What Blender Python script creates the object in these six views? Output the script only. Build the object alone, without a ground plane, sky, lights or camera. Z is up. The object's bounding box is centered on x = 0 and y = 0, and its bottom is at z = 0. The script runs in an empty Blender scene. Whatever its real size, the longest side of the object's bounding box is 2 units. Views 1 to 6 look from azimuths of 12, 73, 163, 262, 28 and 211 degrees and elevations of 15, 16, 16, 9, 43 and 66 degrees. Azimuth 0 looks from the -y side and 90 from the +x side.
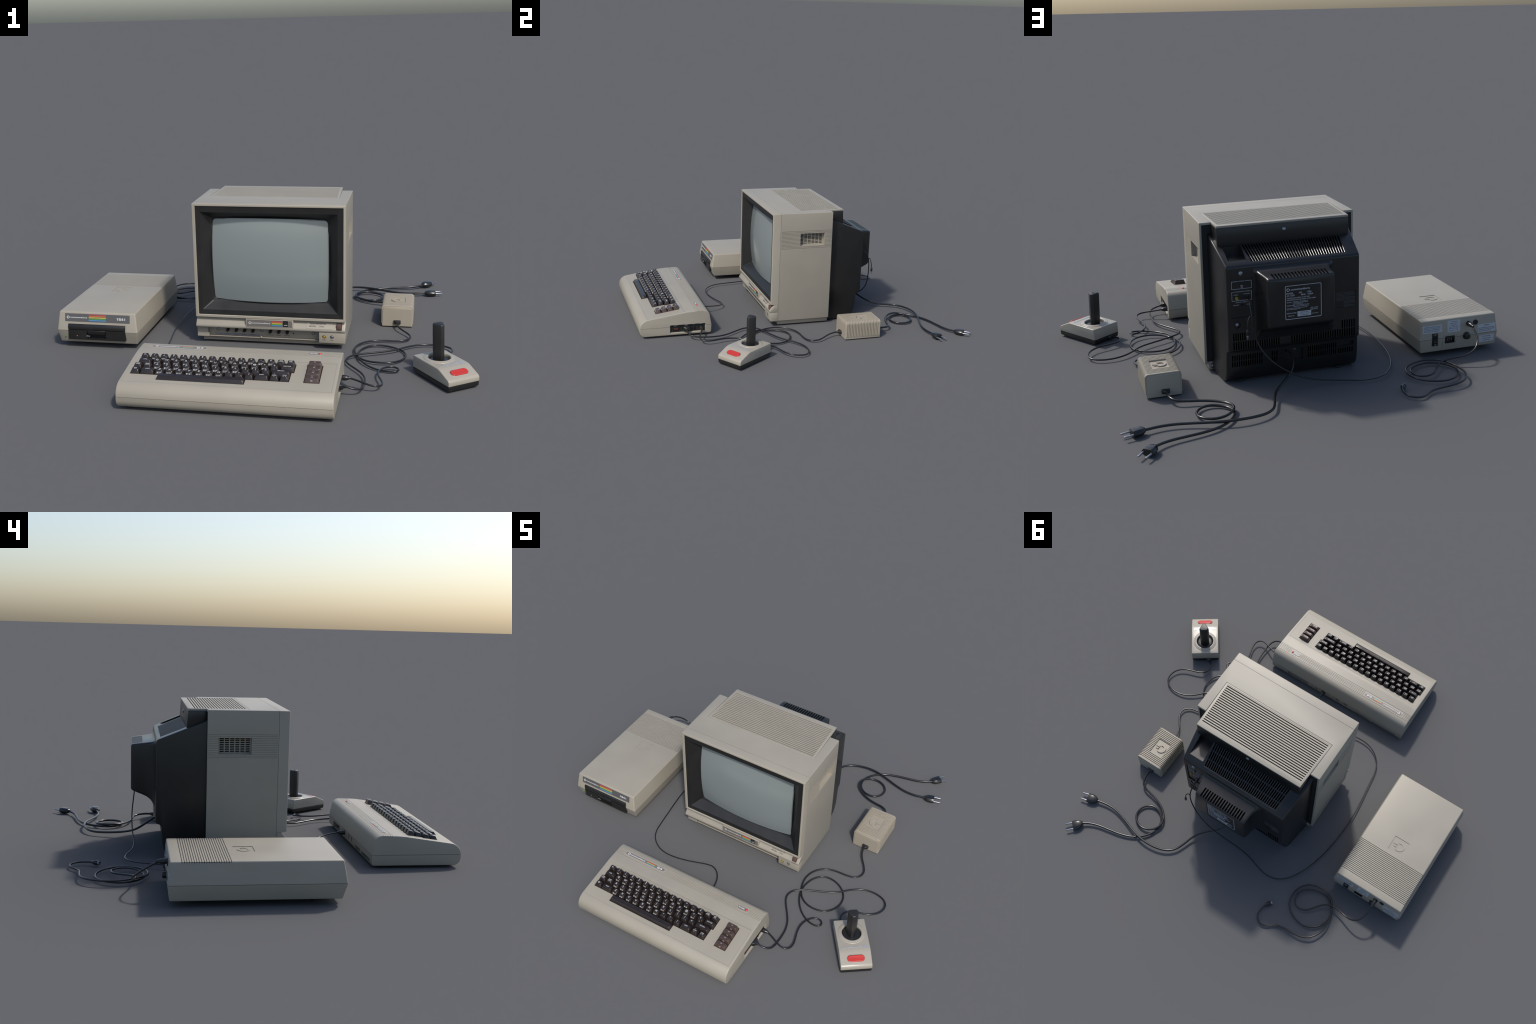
# Early-eighties home computer set: CRT monitor, keyboard computer, floppy drive,
# joystick, mains adapter and their cables.  Metres, z up, everything in world
# coordinates; each thing hangs under an Empty at its base.
import bpy, bmesh, math, random
from mathutils import Vector, Matrix

random.seed(7)
COL = bpy.context.scene.collection
DG = bpy.context.evaluated_depsgraph_get


# ------------------------------------------------------------------ materials
def material(name, color, rough=0.5, var=0.06, scale=9.0, grain=0.0, grain_scale=900.0,
             metallic=0.0, spec=0.5, coat=0.0, coat_rough=0.1):
    m = bpy.data.materials.new(name)
    m.use_nodes = True
    nt = m.node_tree
    b = nt.nodes["Principled BSDF"]
    b.inputs["Roughness"].default_value = rough
    b.inputs["Metallic"].default_value = metallic
    b.inputs["Specular IOR Level"].default_value = spec
    b.inputs["Coat Weight"].default_value = coat
    b.inputs["Coat Roughness"].default_value = coat_rough
    tc = nt.nodes.new("ShaderNodeTexCoord")
    n = nt.nodes.new("ShaderNodeTexNoise")
    n.inputs["Scale"].default_value = scale
    n.inputs["Detail"].default_value = 5
    nt.links.new(tc.outputs["Object"], n.inputs["Vector"])
    r = nt.nodes.new("ShaderNodeValToRGB")
    r.color_ramp.elements[0].position = 0.3
    r.color_ramp.elements[1].position = 0.7
    r.color_ramp.elements[0].color = tuple(c * (1 - var) for c in color) + (1,)
    r.color_ramp.elements[1].color = tuple(min(1, c * (1 + var)) for c in color) + (1,)
    nt.links.new(n.outputs["Fac"], r.inputs["Fac"])
    nt.links.new(r.outputs["Color"], b.inputs["Base Color"])
    rr = nt.nodes.new("ShaderNodeMapRange")
    rr.inputs["To Min"].default_value = max(0.02, rough - 0.05)
    rr.inputs["To Max"].default_value = min(1, rough + 0.05)
    nt.links.new(n.outputs["Fac"], rr.inputs["Value"])
    nt.links.new(rr.outputs["Result"], b.inputs["Roughness"])
    if grain > 0:
        g = nt.nodes.new("ShaderNodeTexNoise")
        g.inputs["Scale"].default_value = grain_scale
        g.inputs["Detail"].default_value = 2
        nt.links.new(tc.outputs["Object"], g.inputs["Vector"])
        bp = nt.nodes.new("ShaderNodeBump")
        bp.inputs["Strength"].default_value = grain
        bp.inputs["Distance"].default_value = 0.0012
        nt.links.new(g.outputs["Fac"], bp.inputs["Height"])
        nt.links.new(bp.outputs["Normal"], b.inputs["Normal"])
    return m


BEIGE = material("beige_plastic", (0.312, 0.284, 0.231), 0.48, 0.035, 7, 0.03, 900)
BEIGE_K = material("beige_case_plastic", (0.306, 0.279, 0.227), 0.47, 0.035, 7, 0.03, 900)
BEIGE_J = material("ivory_plastic", (0.320, 0.294, 0.244), 0.29, 0.025, 9, 0.015, 900)
BEIGE_P = material("buff_plastic", (0.312, 0.278, 0.221), 0.52, 0.035, 8, 0.03, 900)
SEAM = material("seam_gap", (0.030, 0.027, 0.023), 0.8)
BLACK = material("black_housing_plastic", (0.0130, 0.0127, 0.0123), 0.30, 0.12, 12, 0.06, 700)
BLACK_M = material("black_matt_plastic", (0.011, 0.011, 0.011), 0.62, 0.15, 14, 0.6, 420)
BEZEL = material("black_bezel_plastic", (0.0115, 0.0112, 0.0110), 0.48, 0.2, 16, 0.06, 500)
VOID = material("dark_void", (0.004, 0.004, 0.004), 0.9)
GLASS = material("tube_glass", (0.205, 0.235, 0.232), 0.22, 0.012, 3, 0, spec=0.5, coat=0.5, coat_rough=0.12)
KEYCAP = material("dark_brown_keycap", (0.0205, 0.0152, 0.0138), 0.22, 0.12, 60, 0.12, 900)
KEYF = material("brown_keycap", (0.062, 0.040, 0.034), 0.20, 0.10, 60, 0.12, 900)
PRINT = material("white_print", (0.62, 0.62, 0.62), 0.5, 0.02)
PRINT_G = material("grey_print", (0.46, 0.48, 0.51), 0.5, 0.02)
INK = material("dark_ink", (0.055, 0.05, 0.045), 0.6, 0.02)
CHROME_P = material("silver_print", (0.62, 0.66, 0.72), 0.25, 0.02, metallic=0.6)
PLATE = material("warm_grey_plate", (0.150, 0.136, 0.122), 0.40, 0.03, 20)
PLATE_D = material("slate_grey_plate", (0.088, 0.088, 0.090), 0.42, 0.03, 20)
PLATE_K = material("badge_grey", (0.165, 0.150, 0.138), 0.35, 0.03, 20)
RED = material("stripe_crimson", (0.36, 0.060, 0.070), 0.45, 0.02)
ORANGE = material("stripe_orange", (0.48, 0.130, 0.038), 0.45, 0.02)
YELLOW = material("stripe_yellow", (0.47, 0.400, 0.075), 0.45, 0.02)
GREEN = material("stripe_green", (0.075, 0.240, 0.060), 0.45, 0.02)
BLUE = material("stripe_blue", (0.065, 0.235, 0.480), 0.45, 0.02)
BUTTON = material("red_button_plastic", (0.44, 0.032, 0.026), 0.20, 0.03, 12)
LED_R = material("red_lamp_lens", (0.58, 0.045, 0.035), 0.2, 0.02)
LED_G = material("green_lamp_lens", (0.07, 0.20, 0.035), 0.25, 0.02)
STEEL = material("screw_steel", (0.30, 0.315, 0.345), 0.40, 0.05, 40, metallic=0.9)
BRASS = material("brass_socket", (0.45, 0.34, 0.05), 0.3, 0.05, 40, metallic=0.5)
CABLE = material("black_cable_rubber", (0.0125, 0.0125, 0.0135), 0.24, 0.08, 20)
PLUGM = material("black_plug_rubber", (0.0150, 0.0150, 0.0160), 0.26, 0.06, 30)
PAPER = material("paper_label", (0.42, 0.44, 0.47), 0.6, 0.02, 25)
STRIP = material("grey_strip", (0.200, 0.205, 0.210), 0.5, 0.02)
BROWN = material("brown_button", (0.120, 0.072, 0.060), 0.25, 0.05, 30)
STICK = material("stick_rubber", (0.0170, 0.0165, 0.0160), 0.42, 0.10, 30, 0.3, 500)
SOCK = material("rust_socket", (0.13, 0.032, 0.016), 0.6, 0.1, 60)
PCB = material("green_board", (0.015, 0.045, 0.025), 0.5, 0.1, 40)


# ------------------------------------------------------------------ mesh tools
def finish(bm, name, mat, angle=35, recalc=True):
    if recalc:
        bmesh.ops.recalc_face_normals(bm, faces=bm.faces[:])
    me = bpy.data.meshes.new(name)
    bm.to_mesh(me)
    bm.free()
    ob = bpy.data.objects.new(name, me)
    COL.objects.link(ob)
    if mat:
        me.materials.append(mat)
    shade(ob, angle)
    return ob


def shade(ob, angle=35):
    me = ob.data
    if not me.polygons:
        return ob
    me.polygons.foreach_set("use_smooth", [True] * len(me.polygons))
    me.set_sharp_from_angle(angle=math.radians(angle))
    return ob


def add_box(bm, x0, x1, y0, y1, z0, z1, M=None):
    vs = [bm.verts.new(Vector(p) if M is None else M @ Vector(p)) for p in
          ((x0, y0, z0), (x1, y0, z0), (x1, y1, z0), (x0, y1, z0),
           (x0, y0, z1), (x1, y0, z1), (x1, y1, z1), (x0, y1, z1))]
    for f in ((3, 2, 1, 0), (4, 5, 6, 7), (0, 1, 5, 4), (1, 2, 6, 5), (2, 3, 7, 6), (3, 0, 4, 7)):
        bm.faces.new([vs[i] for i in f])
    return vs


def add_loft(bm, rings, cap=(True, True), closed=True, M=None):
    rows = [[bm.verts.new(Vector(p) if M is None else M @ Vector(p)) for p in r] for r in rings]
    n = len(rows[0])
    for a, b in zip(rows[:-1], rows[1:]):
        for i in range(n if closed else n - 1):
            j = (i + 1) % n
            bm.faces.new((a[i], a[j], b[j], b[i]))
    if cap[0]:
        bm.faces.new(rows[0][::-1])
    if cap[1]:
        bm.faces.new(rows[-1])
    return rows


def add_prism_x(bm, prof, x0, x1):
    """profile is a list of (y, z); extruded along x"""
    add_loft(bm, [[(x0, y, z) for y, z in prof], [(x1, y, z) for y, z in prof]])


def add_prism_z(bm, outline, z0, z1, M=None):
    add_loft(bm, [[(x, y, z0) for x, y in outline], [(x, y, z1) for x, y in outline]], M=M)


def add_cyl(bm, c, axis, r0, r1, length, n=20, M=None):
    axis = Vector(axis).normalized()
    u = axis.orthogonal().normalized()
    w = axis.cross(u)
    rings = []
    for r, t in ((r0, 0), (r1, length)):
        rings.append([tuple(Vector(c) + axis * t + (u * math.cos(2 * math.pi * i / n) + w * math.sin(2 * math.pi * i / n)) * r) for i in range(n)])
    add_loft(bm, rings, M=M)


def add_lathe(bm, c, axis, prof, n=24, M=None, caps=(True, True)):
    """prof: list of (radius, distance along axis)"""
    axis = Vector(axis).normalized()
    u = axis.orthogonal().normalized()
    w = axis.cross(u)
    rings = [[tuple(Vector(c) + axis * t + (u * math.cos(2 * math.pi * i / n) + w * math.sin(2 * math.pi * i / n)) * r) for i in range(n)] for r, t in prof]
    add_loft(bm, rings, M=M, cap=caps)


def rrect(x0, x1, y0, y1, r, n=4):
    """rounded rectangle outline, counter-clockwise"""
    pts = []
    for cx, cy, a0 in ((x1 - r, y0 + r, -90), (x1 - r, y1 - r, 0), (x0 + r, y1 - r, 90), (x0 + r, y0 + r, 180)):
        for i in range(n + 1):
            a = math.radians(a0 + 90 * i / n)
            pts.append((cx + r * math.cos(a), cy + r * math.sin(a)))
    return pts


def add_ring(bm, outer, inner, z0, z1, M=None):
    """closed band between two outlines of equal point count"""
    rows = [[(x, y, z) for x, y in o] for o, z in ((outer, z0), (outer, z1), (inner, z1), (inner, z0), (outer, z0))]
    vs = [[bm.verts.new(Vector(p) if M is None else M @ Vector(p)) for p in r] for r in rows[:4]]
    n = len(outer)
    for a in range(4):
        b = (a + 1) % 4
        for i in range(n):
            j = (i + 1) % n
            bm.faces.new((vs[a][i], vs[a][j], vs[b][j], vs[b][i]))


def inset(poly, d):
    """shrink a convex counter-clockwise polygon by d"""
    out = []
    n = len(poly)
    for i in range(n):
        p, c, q = (Vector(poly[k % n]).to_2d() for k in (i - 1, i, i + 1))
        a, b = (c - p).normalized(), (q - c).normalized()
        na, nb = Vector((-a.y, a.x)), Vector((-b.y, b.x))
        m = (na + nb)
        out.append(tuple(c + m * (d / (0.5 * m.length_squared))))
    return out


def frame(origin, right, up):
    """matrix taking local x,y,z to right, up, outward normal"""
    r = Vector(right).normalized()
    u = Vector(up).normalized()
    n = r.cross(u)
    M = Matrix((r, u, n)).transposed().to_4x4()
    M.translation = Vector(origin)
    return M


def apply_mods(ob):
    me = bpy.data.meshes.new_from_object(ob.evaluated_get(DG()))
    old = ob.data
    ob.modifiers.clear()
    ob.data = me
    bpy.data.meshes.remove(old)
    return ob


def bevel(ob, width, seg=3, angle=30, prof=0.5):
    m = ob.modifiers.new("bevel", "BEVEL")
    m.width = width
    m.segments = seg
    m.limit_method = "ANGLE"
    m.angle_limit = math.radians(angle)
    m.profile = prof
    m.use_clamp_overlap = True
    return shade(apply_mods(ob))


def bevel_but(ob, width, seg, angle, skip):
    """bevel all edges sharper than angle except those for which skip(a, b) holds"""
    bm = bmesh.new()
    bm.from_mesh(ob.data)
    es = [e for e in bm.edges if len(e.link_faces) == 2 and e.calc_face_angle(0) > math.radians(angle) and not skip(e.verts[0].co, e.verts[1].co)]
    bmesh.ops.bevel(bm, geom=es, offset=width, segments=seg, profile=0.5, affect="EDGES", clamp_overlap=True)
    bm.to_mesh(ob.data)
    bm.free()
    return shade(ob)


def cut(ob, cutter_bm, op="DIFFERENCE", mat=None, angle=35):
    c = finish(cutter_bm, "cutter", mat)
    m = ob.modifiers.new("bool", "BOOLEAN")
    m.operation = op
    m.object = c
    try:
        m.solver = "MANIFOLD"
    except TypeError:
        m.solver = "EXACT"
    try:
        m.material_mode = "TRANSFER" if mat else "INDEX"
    except Exception:
        pass
    n0 = len(ob.data.polygons)
    me = bpy.data.meshes.new_from_object(ob.evaluated_get(DG()))
    if len(me.polygons) == 0 or len(me.polygons) == n0:
        m.solver = "EXACT"
        bpy.data.meshes.remove(me)
        me = bpy.data.meshes.new_from_object(ob.evaluated_get(DG()))
        print("exact fallback for", ob.name, n0, len(me.polygons))
    old = ob.data
    ob.modifiers.clear()
    ob.data = me
    bpy.data.meshes.remove(old)
    bpy.data.objects.remove(c)
    return shade(ob, angle)


def empty(name, loc, label, category):
    e = bpy.data.objects.new(name, None)
    e.empty_display_size = 0.05
    e.location = loc
    COL.objects.link(e)
    e["label"] = label
    e["category"] = category
    return e


ORIGIN = {}


def put(ob, parent, local=False):
    """hang a part under its thing; the mesh is in world coordinates unless local"""
    top = parent
    base = Vector((0, 0, 0))
    while top is not None:
        base += Vector(top.location)
        top = top.parent
    if not local:
        ob.data.transform(Matrix.Translation(-base))
    ob.parent = parent
    return ob


# ------------------------------------------------------------------ lettering
TEXT = {}


def text_mesh(body, size=1.0, align="CENTER", depth=0.0, bold=0.0, spacing=1.0):
    key = (body, align, round(depth / size, 4), bold, spacing)
    if key not in TEXT:
        cu = bpy.data.curves.new("glyphs", "FONT")
        cu.body = body
        cu.size = 1.0
        cu.align_x = align
        cu.align_y = "CENTER"
        cu.extrude = depth / size / 2
        cu.resolution_u = 2
        cu.offset = bold
        cu.space_character = spacing
        ob = bpy.data.objects.new("glyphs", cu)
        COL.objects.link(ob)
        me = bpy.data.meshes.new_from_object(ob.evaluated_get(DG()))
        bpy.data.objects.remove(ob)
        bpy.data.curves.remove(cu)
        TEXT[key] = me
    return TEXT[key]


def add_text(bm, body, M, x, y, size, wide=1.0, align="CENTER", depth=0.0006, bold=0.0, fit=None, turn=0.0, spacing=1.0):
    """glyphs lying in the local xy plane of M; fit = exact width to stretch to"""
    me = text_mesh(body, size, align, depth, bold, spacing)
    if not me.vertices:
        return
    xs = [v.co.x for v in me.vertices]
    w = (max(xs) - min(xs)) * size
    sx = size * wide if fit is None else size * fit / w
    S = Matrix.Diagonal((sx, size, size, 1))
    T = Matrix.Translation((x, y, depth / 2 + 0.0002)) @ Matrix.Rotation(turn, 4, "Z") @ S
    n0 = len(bm.verts)
    bm.from_mesh(me)
    bm.verts.ensure_lookup_table()
    bmesh.ops.transform(bm, matrix=M @ T, verts=bm.verts[n0:])


def add_emblem(bm, M, x, y, h, depth=0.0006, turn=0.0):
    """round letter with two pennants, height h"""
    T = M @ Matrix.Translation((x, y, 0.0002)) @ Matrix.Rotation(turn, 4, "Z")
    ro, ri, n = h * 0.5, h * 0.29, 18
    a0, a1 = math.radians(56), math.radians(304)
    rows = []
    for i in range(n + 1):
        a = a0 + (a1 - a0) * i / n
        c, s = math.cos(a), math.sin(a)
        rows.append([(ro * c, ro * s, 0), (ri * c, ri * s, 0), (ri * c, ri * s, depth), (ro * c, ro * s, depth)])
    add_loft(bm, rows, M=T)
    for sgn in (1, -1):
        o = [(ro * 0.52, sgn * h * 0.035), (ro * 1.34, sgn * h * 0.035), (ro * 1.06, sgn * h * 0.215), (ro * 0.52, sgn * h * 0.215)]
        if sgn < 0:
            o = o[::-1]
        add_prism_z(bm, o, 0, depth, M=T)


NUMERAL = {
    "1": [[(0.38, 0), (0.64, 0), (0.64, 1), (0.42, 1), (0.14, 0.80), (0.14, 0.60), (0.38, 0.72)]],
    "l": [[(0.38, 0), (0.64, 0), (0.64, 1), (0.38, 1)]],
    "5": [[(0, 0), (0.86, 0), (1, 0.13), (1, 0.48), (0.86, 0.61), (0.25, 0.61), (0.25, 0.79), (0.95, 0.79), (0.95, 1), (0, 1), (0, 0.42), (0.75, 0.42), (0.75, 0.20), (0, 0.20)]],
    "4": [[(0.0, 0.20), (1.02, 0.20), (1.02, 0.39), (0.0, 0.39)], [(0.58, 0), (0.84, 0), (0.84, 1), (0.58, 1)], [(0, 0.36), (0.26, 0.36), (0.60, 0.80), (0.60, 1), (0.48, 1)]],
    "6": [[(0.0, 0.12), (0.14, 0), (0.24, 0), (0.24, 1), (0.14, 1), (0, 0.88)], [(0.2, 0.80), (0.92, 0.80), (0.92, 1.0), (0.2, 1.0)], [(0.2, 0.44), (0.88, 0.44), (0.96, 0.60), (0.2, 0.60)],
          [(0.2, 0), (0.86, 0), (0.94, 0.18), (0.2, 0.18)], [(0.75, 0.02), (0.87, 0.0), (1, 0.12), (1, 0.50), (0.88, 0.61), (0.75, 0.59)]]}


def add_numerals(bm, digits, M, x, y, w, h, gap=0.2, depth=0.0006):
    """squarish sans numerals centred on x, y; each w wide and h high"""
    n = len(digits)
    adv = w * (1 + gap)
    for i, d in enumerate(digits):
        x0 = x - (n * adv - w * gap) / 2 + i * adv
        for j, o in enumerate(NUMERAL[d]):
            add_prism_z(bm, [(x0 + px * w, y + (py - 0.5) * h) for px, py in o], 0.0001, depth + j * 0.00007, M=M)


def add_word(bm, M, x0, x1, y, h, depth=0.0006, turn=0.0, eh=None):
    """emblem followed by the maker's word, filling x0..x1"""
    eh = eh or h * 1.7
    flip = -1 if turn else 1
    w = x1 - x0
    if turn:
        add_emblem(bm, M, x1 - eh * 0.5, y, eh, depth, turn)
        add_text(bm, "commodore", M, x0 + (w - eh * 1.35) / 2, y, h * 1.35, depth=depth, bold=0.015, fit=w - eh * 1.35, turn=turn)
    else:
        add_emblem(bm, M, x0 + eh * 0.5, y, eh, depth)
        add_text(bm, "commodore", M, x1 - (w - eh * 1.35) / 2, y, h * 1.35, depth=depth, bold=0.015, fit=w - eh * 1.35)


def stripes(parent, M, x0, x1, y0, y1, gap=0.28, depth=0.0008):
    mats = (BLUE, GREEN, YELLOW, ORANGE, RED)
    h = (y1 - y0) / (5 - gap)
    for i, mt in enumerate(mats):
        bm = bmesh.new()
        add_box(bm, x0, x1, y0 + i * h, y0 + i * h + h * (1 - gap), 0.0001, depth, M)
        put(finish(bm, "colour_stripe", mt), parent)


def plate(name, parent, M, x0, x1, y0, y1, r, depth, mat, n=5):
    bm = bmesh.new()
    add_prism_z(bm, rrect(x0, x1, y0, y1, r, n), -0.001, depth, M=M)
    return put(finish(bm, name, mat), parent)


def screw(parent, c, axis, r=0.0085, mat=STEEL):
    bm = bmesh.new()
    add_lathe(bm, c, axis, [(r, -0.002), (r, 0.0012), (r * 0.86, 0.0032), (r * 0.55, 0.0046), (r * 0.2, 0.0052)], 18)
    c2 = Vector(c) + Vector(axis).normalized() * 0.0046
    return put(finish(bm, "screw", mat, 50), parent)


def feet(parent, spots, z1, r=0.016, mat=BLACK_M):
    for x, y in spots:
        bm = bmesh.new()
        add_lathe(bm, (x, y, 0.0), (0, 0, 1), [(r * 0.92, 0.0), (r, 0.002), (r, z1 + 0.002)], 20)
        put(finish(bm, "foot", mat), parent)


# ------------------------------------------------------------------ cables
def spline(pts, per=6):
    P = [Vector(p) for p in pts]
    P = [P[0] * 2 - P[1]] + P + [P[-1] * 2 - P[-2]]
    out = []
    for i in range(1, len(P) - 2):
        p0, p1, p2, p3 = P[i - 1:i + 3]
        t1 = t0 = 0.0
        d1 = max((p1 - p0).length, 1e-5) ** 0.5
        d2 = max((p2 - p1).length, 1e-5) ** 0.5
        d3 = max((p3 - p2).length, 1e-5) ** 0.5
        m1 = (p2 - p1) + d2 * ((p1 - p0) / d1 - (p2 - p0) / (d1 + d2))
        m2 = (p2 - p1) + d2 * ((p3 - p2) / d3 - (p3 - p1) / (d2 + d3))
        for k in range(per):
            t = k / per
            out.append(p1 * (2 * t**3 - 3 * t**2 + 1) + m1 * (t**3 - 2 * t**2 + t) + p2 * (-2 * t**3 + 3 * t**2) + m2 * (t**3 - t**2))
    out.append(P[-2])
    return out


def smooth_path(pts, rounds=2):
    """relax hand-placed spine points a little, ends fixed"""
    P = [Vector(p) for p in pts]
    for _ in range(rounds):
        P = [P[0]] + [(P[i - 1] + P[i] * 2 + P[i + 1]) / 4 for i in range(1, len(P) - 1)] + [P[-1]]
    return P


def cable(name, parent, pts, r, mat=CABLE, n=10, rounds=1, per=6):
    path = spline(smooth_path(pts, rounds), per)
    bm = bmesh.new()
    t = (path[1] - path[0]).normalized()
    u = t.cross(Vector((0, 0, 1)))
    u = u.normalized() if u.length > 1e-3 else t.orthogonal().normalized()
    rings = []
    for i, p in enumerate(path):
        t = (path[min(i + 1, len(path) - 1)] - path[max(i - 1, 0)]).normalized()
        u = (u - t * u.dot(t)).normalized()
        w = t.cross(u)
        rings.append([tuple(p + (u * math.cos(2 * math.pi * k / n) + w * math.sin(2 * math.pi * k / n)) * r) for k in range(n)])
    add_loft(bm, rings)
    return put(finish(bm, name, mat, 60), parent)


def mains_plug(parent, cord_end, mid_prong, r_cord):
    """flat two-pin plug lying on the floor, from the cord towards the pins"""
    a, b = Vector(cord_end), Vector(mid_prong)
    f = (b - a)
    f.z = 0
    length = f.length
    f.normalize()
    s = Vector((0, 0, 1)).cross(f)
    M = Matrix((f, s, Vector((0, 0, 1)))).transposed().to_4x4()
    M.translation = Vector((a.x, a.y, 0.0165))
    L = length - 0.040
    bm = bmesh.new()
    # outline rings along the plug: (distance, half width, half height)
    prof = [(0.0, 0.010, 0.007), (0.004, 0.0125, 0.0105), (0.016, 0.0215, 0.0140), (0.030, 0.0255, 0.0150), (L, 0.0265, 0.0150)]
    rings = []
    for d, hw, hh in prof:
        k = hw * 0.62
        rings.append([(d, y, z) for y, z in ((-k, -hh), (k, -hh), (hw, -hh * 0.25), (hw, hh * 0.25), (k, hh), (-k, hh), (-hw, hh * 0.25), (-hw, -hh * 0.25))])
    add_loft(bm, rings, M=M)
    ob = put(bevel(finish(bm, "mains_plug", PLUGM), 0.0016, 2, 20), parent)
    for sgn in (-1, 1):
        bm = bmesh.new()
        c = M @ Vector((L - 0.002, sgn * 0.0180, 0))
        d = (f + s * (-sgn) * 0.02).normalized()
        add_lathe(bm, c, d, [(0.0040, 0), (0.0040, 0.038), (0.0030, 0.0405), (0.0012, 0.0415)], 12)
        put(finish(bm, "prong", STEEL), parent)
    return ob


# ================================================================== monitor
XL, XR, YF, YB, ZB, ZT = -0.333, 0.396, -0.174, 0.201, 0.0335, 0.7022
CX = (XL + XR) / 2


def build_monitor():
    T = empty("crt_monitor", (CX, 0.1, 0), "beige boxy colour monitor with dark screen surround and black back", "monitor")

    # --- beige cabinet shell -------------------------------------------------
    bm = bmesh.new()
    add_box(bm, XL, XR, -0.1242, YB, ZB, ZT)
    cab = bevel_but(finish(bm, "cabinet", BEIGE), 0.0035, 3, 30, lambda a, b: a.y < -0.12 and b.y < -0.12)
    bm = bmesh.new()
    add_box(bm, -0.3225, 0.3855, 0.187, 0.3, 0.0445, 0.6915)             # open back
    add_box(bm, -0.3190, 0.3870, -0.2, -0.060, 0.1500, 0.6500)            # room for the tube
    cab = cut(cab, bm)
    bm = bmesh.new()                                                     # seat of the roof grille
    add_prism_z(bm, [(CX - 0.3185, 0.0065), (CX + 0.3185, 0.0065), (CX + 0.3095, 0.3), (CX - 0.3095, 0.3)], 0.6450, 0.8)
    cab = cut(cab, bm)
    bm = bmesh.new()
    for x, s in ((XL, 1), (XR, -1)):
        for i in range(14):                                              # ribbed band
            z = 0.4865 + i * 0.00812
            xa, xb = sorted((x - s * 0.01, x + s * 0.0022))
            add_box(bm, xa, xb, -0.1195, 0.1985, z - 0.0011, z + 0.0011)
    cab = cut(cab, bm)
    bm = bmesh.new()
    for x, s in ((XL, 1), (XR, -1)):                                     # grip vents
        xa, xb = sorted((x - s * 0.01, x + s * 0.060))
        add_box(bm, xa, xb, -0.0005, 0.1515, 0.5015, 0.5765)
    cab = put(cut(cab, bm), T)
    for x, s in ((XL, 1), (XR, -1)):
        xa, xb = sorted((x + s * 0.022, x + s * 0.0255))
        bm = bmesh.new()
        add_box(bm, xa, xb, 0.0, 0.151, 0.502, 0.576)
        g = finish(bm, "vent_grid", BEIGE)
        bm = bmesh.new()
        for c in range(6):
            for r in range(8):
                y = 0.0055 + c * 0.0237
                z = 0.5085 + r * 0.0084
                add_box(bm, xa - 0.01, xb + 0.01, y, y + 0.0195, z, z + 0.0050)
        put(cut(g, bm), T)
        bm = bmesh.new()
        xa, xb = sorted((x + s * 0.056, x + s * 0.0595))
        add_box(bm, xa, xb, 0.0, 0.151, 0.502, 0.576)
        put(finish(bm, "vent_shade_plate", VOID), T)

    # --- roof grille ----------------------------------------------------------
    def half(y):
        return 0.3172 - (y - 0.0075) / 0.28 * 0.0105
    bm = bmesh.new()
    o = [(CX - half(0.0075), 0.0075), (CX + half(0.0075), 0.0075), (CX + half(0.2875), 0.2875), (CX - half(0.2875), 0.2875)]
    add_prism_z(bm, o, 0.6925, 0.7024)
    gr = bevel(finish(bm, "roof_grille", BEIGE), 0.0018, 2)
    bm = bmesh.new()
    for i in range(19):
        y = 0.0245 + i * 0.01275
        h = half(y) - 0.0125
        add_prism_z(bm, [(CX - h, y - 0.0031), (CX + h, y - 0.0031), (CX + h - 0.0002, y + 0.0031), (CX - h + 0.0002, y + 0.0031)], 0.68, 0.72)
    gr = cut(gr, bm)
    bm = bmesh.new()
    h = half(0.016) - 0.009
    add_box(bm, CX - h, CX + h, 0.0155, 0.0170, 0.7012, 0.72)
    put(cut(gr, bm), T)
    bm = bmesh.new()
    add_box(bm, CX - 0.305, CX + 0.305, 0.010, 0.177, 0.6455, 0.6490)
    put(finish(bm, "grille_shade_plate", VOID), T)

    # --- seam strip, plinth, feet ---------------------------------------------
    bm = bmesh.new()
    o = [(XL + 0.0022, ZB + 0.0022), (XR - 0.0022, ZB + 0.0022), (XR - 0.0022, ZT - 0.0022), (XL + 0.0022, ZT - 0.0022)]
    add_ring(bm, o, inset(o, 0.006), 0.1225, 0.1275, Matrix.Rotation(math.radians(90), 4, "X"))
    put(finish(bm, "seam_strip", SEAM), T)
    bm = bmesh.new()
    add_box(bm, -0.311, 0.3775, -0.122, 0.1995, 0.0055, 0.0345)
    pl = bevel(finish(bm, "plinth", BEIGE), 0.002, 2)
    bm = bmesh.new()
    add_box(bm, -0.2990, 0.3655, 0.170, 0.3, 0.0115, 0.1)
    put(cut(pl, bm), T)
    feet(T, ((-0.27, -0.09), (0.335, -0.09), (-0.27, 0.165), (0.335, 0.165), (-0.2, 0.35), (0.27, 0.35)), 0.008, 0.018)

    # --- face frame -------------------------------------------------------------
    bm = bmesh.new()
    add_box(bm, XL, XR, YF, -0.1255, ZB, ZT)
    fr = bevel_but(finish(bm, "face_frame", BEIGE), 0.0042, 3, 30, lambda a, b: a.y > -0.13 and b.y > -0.13)
    bm = bmesh.new()
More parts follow.
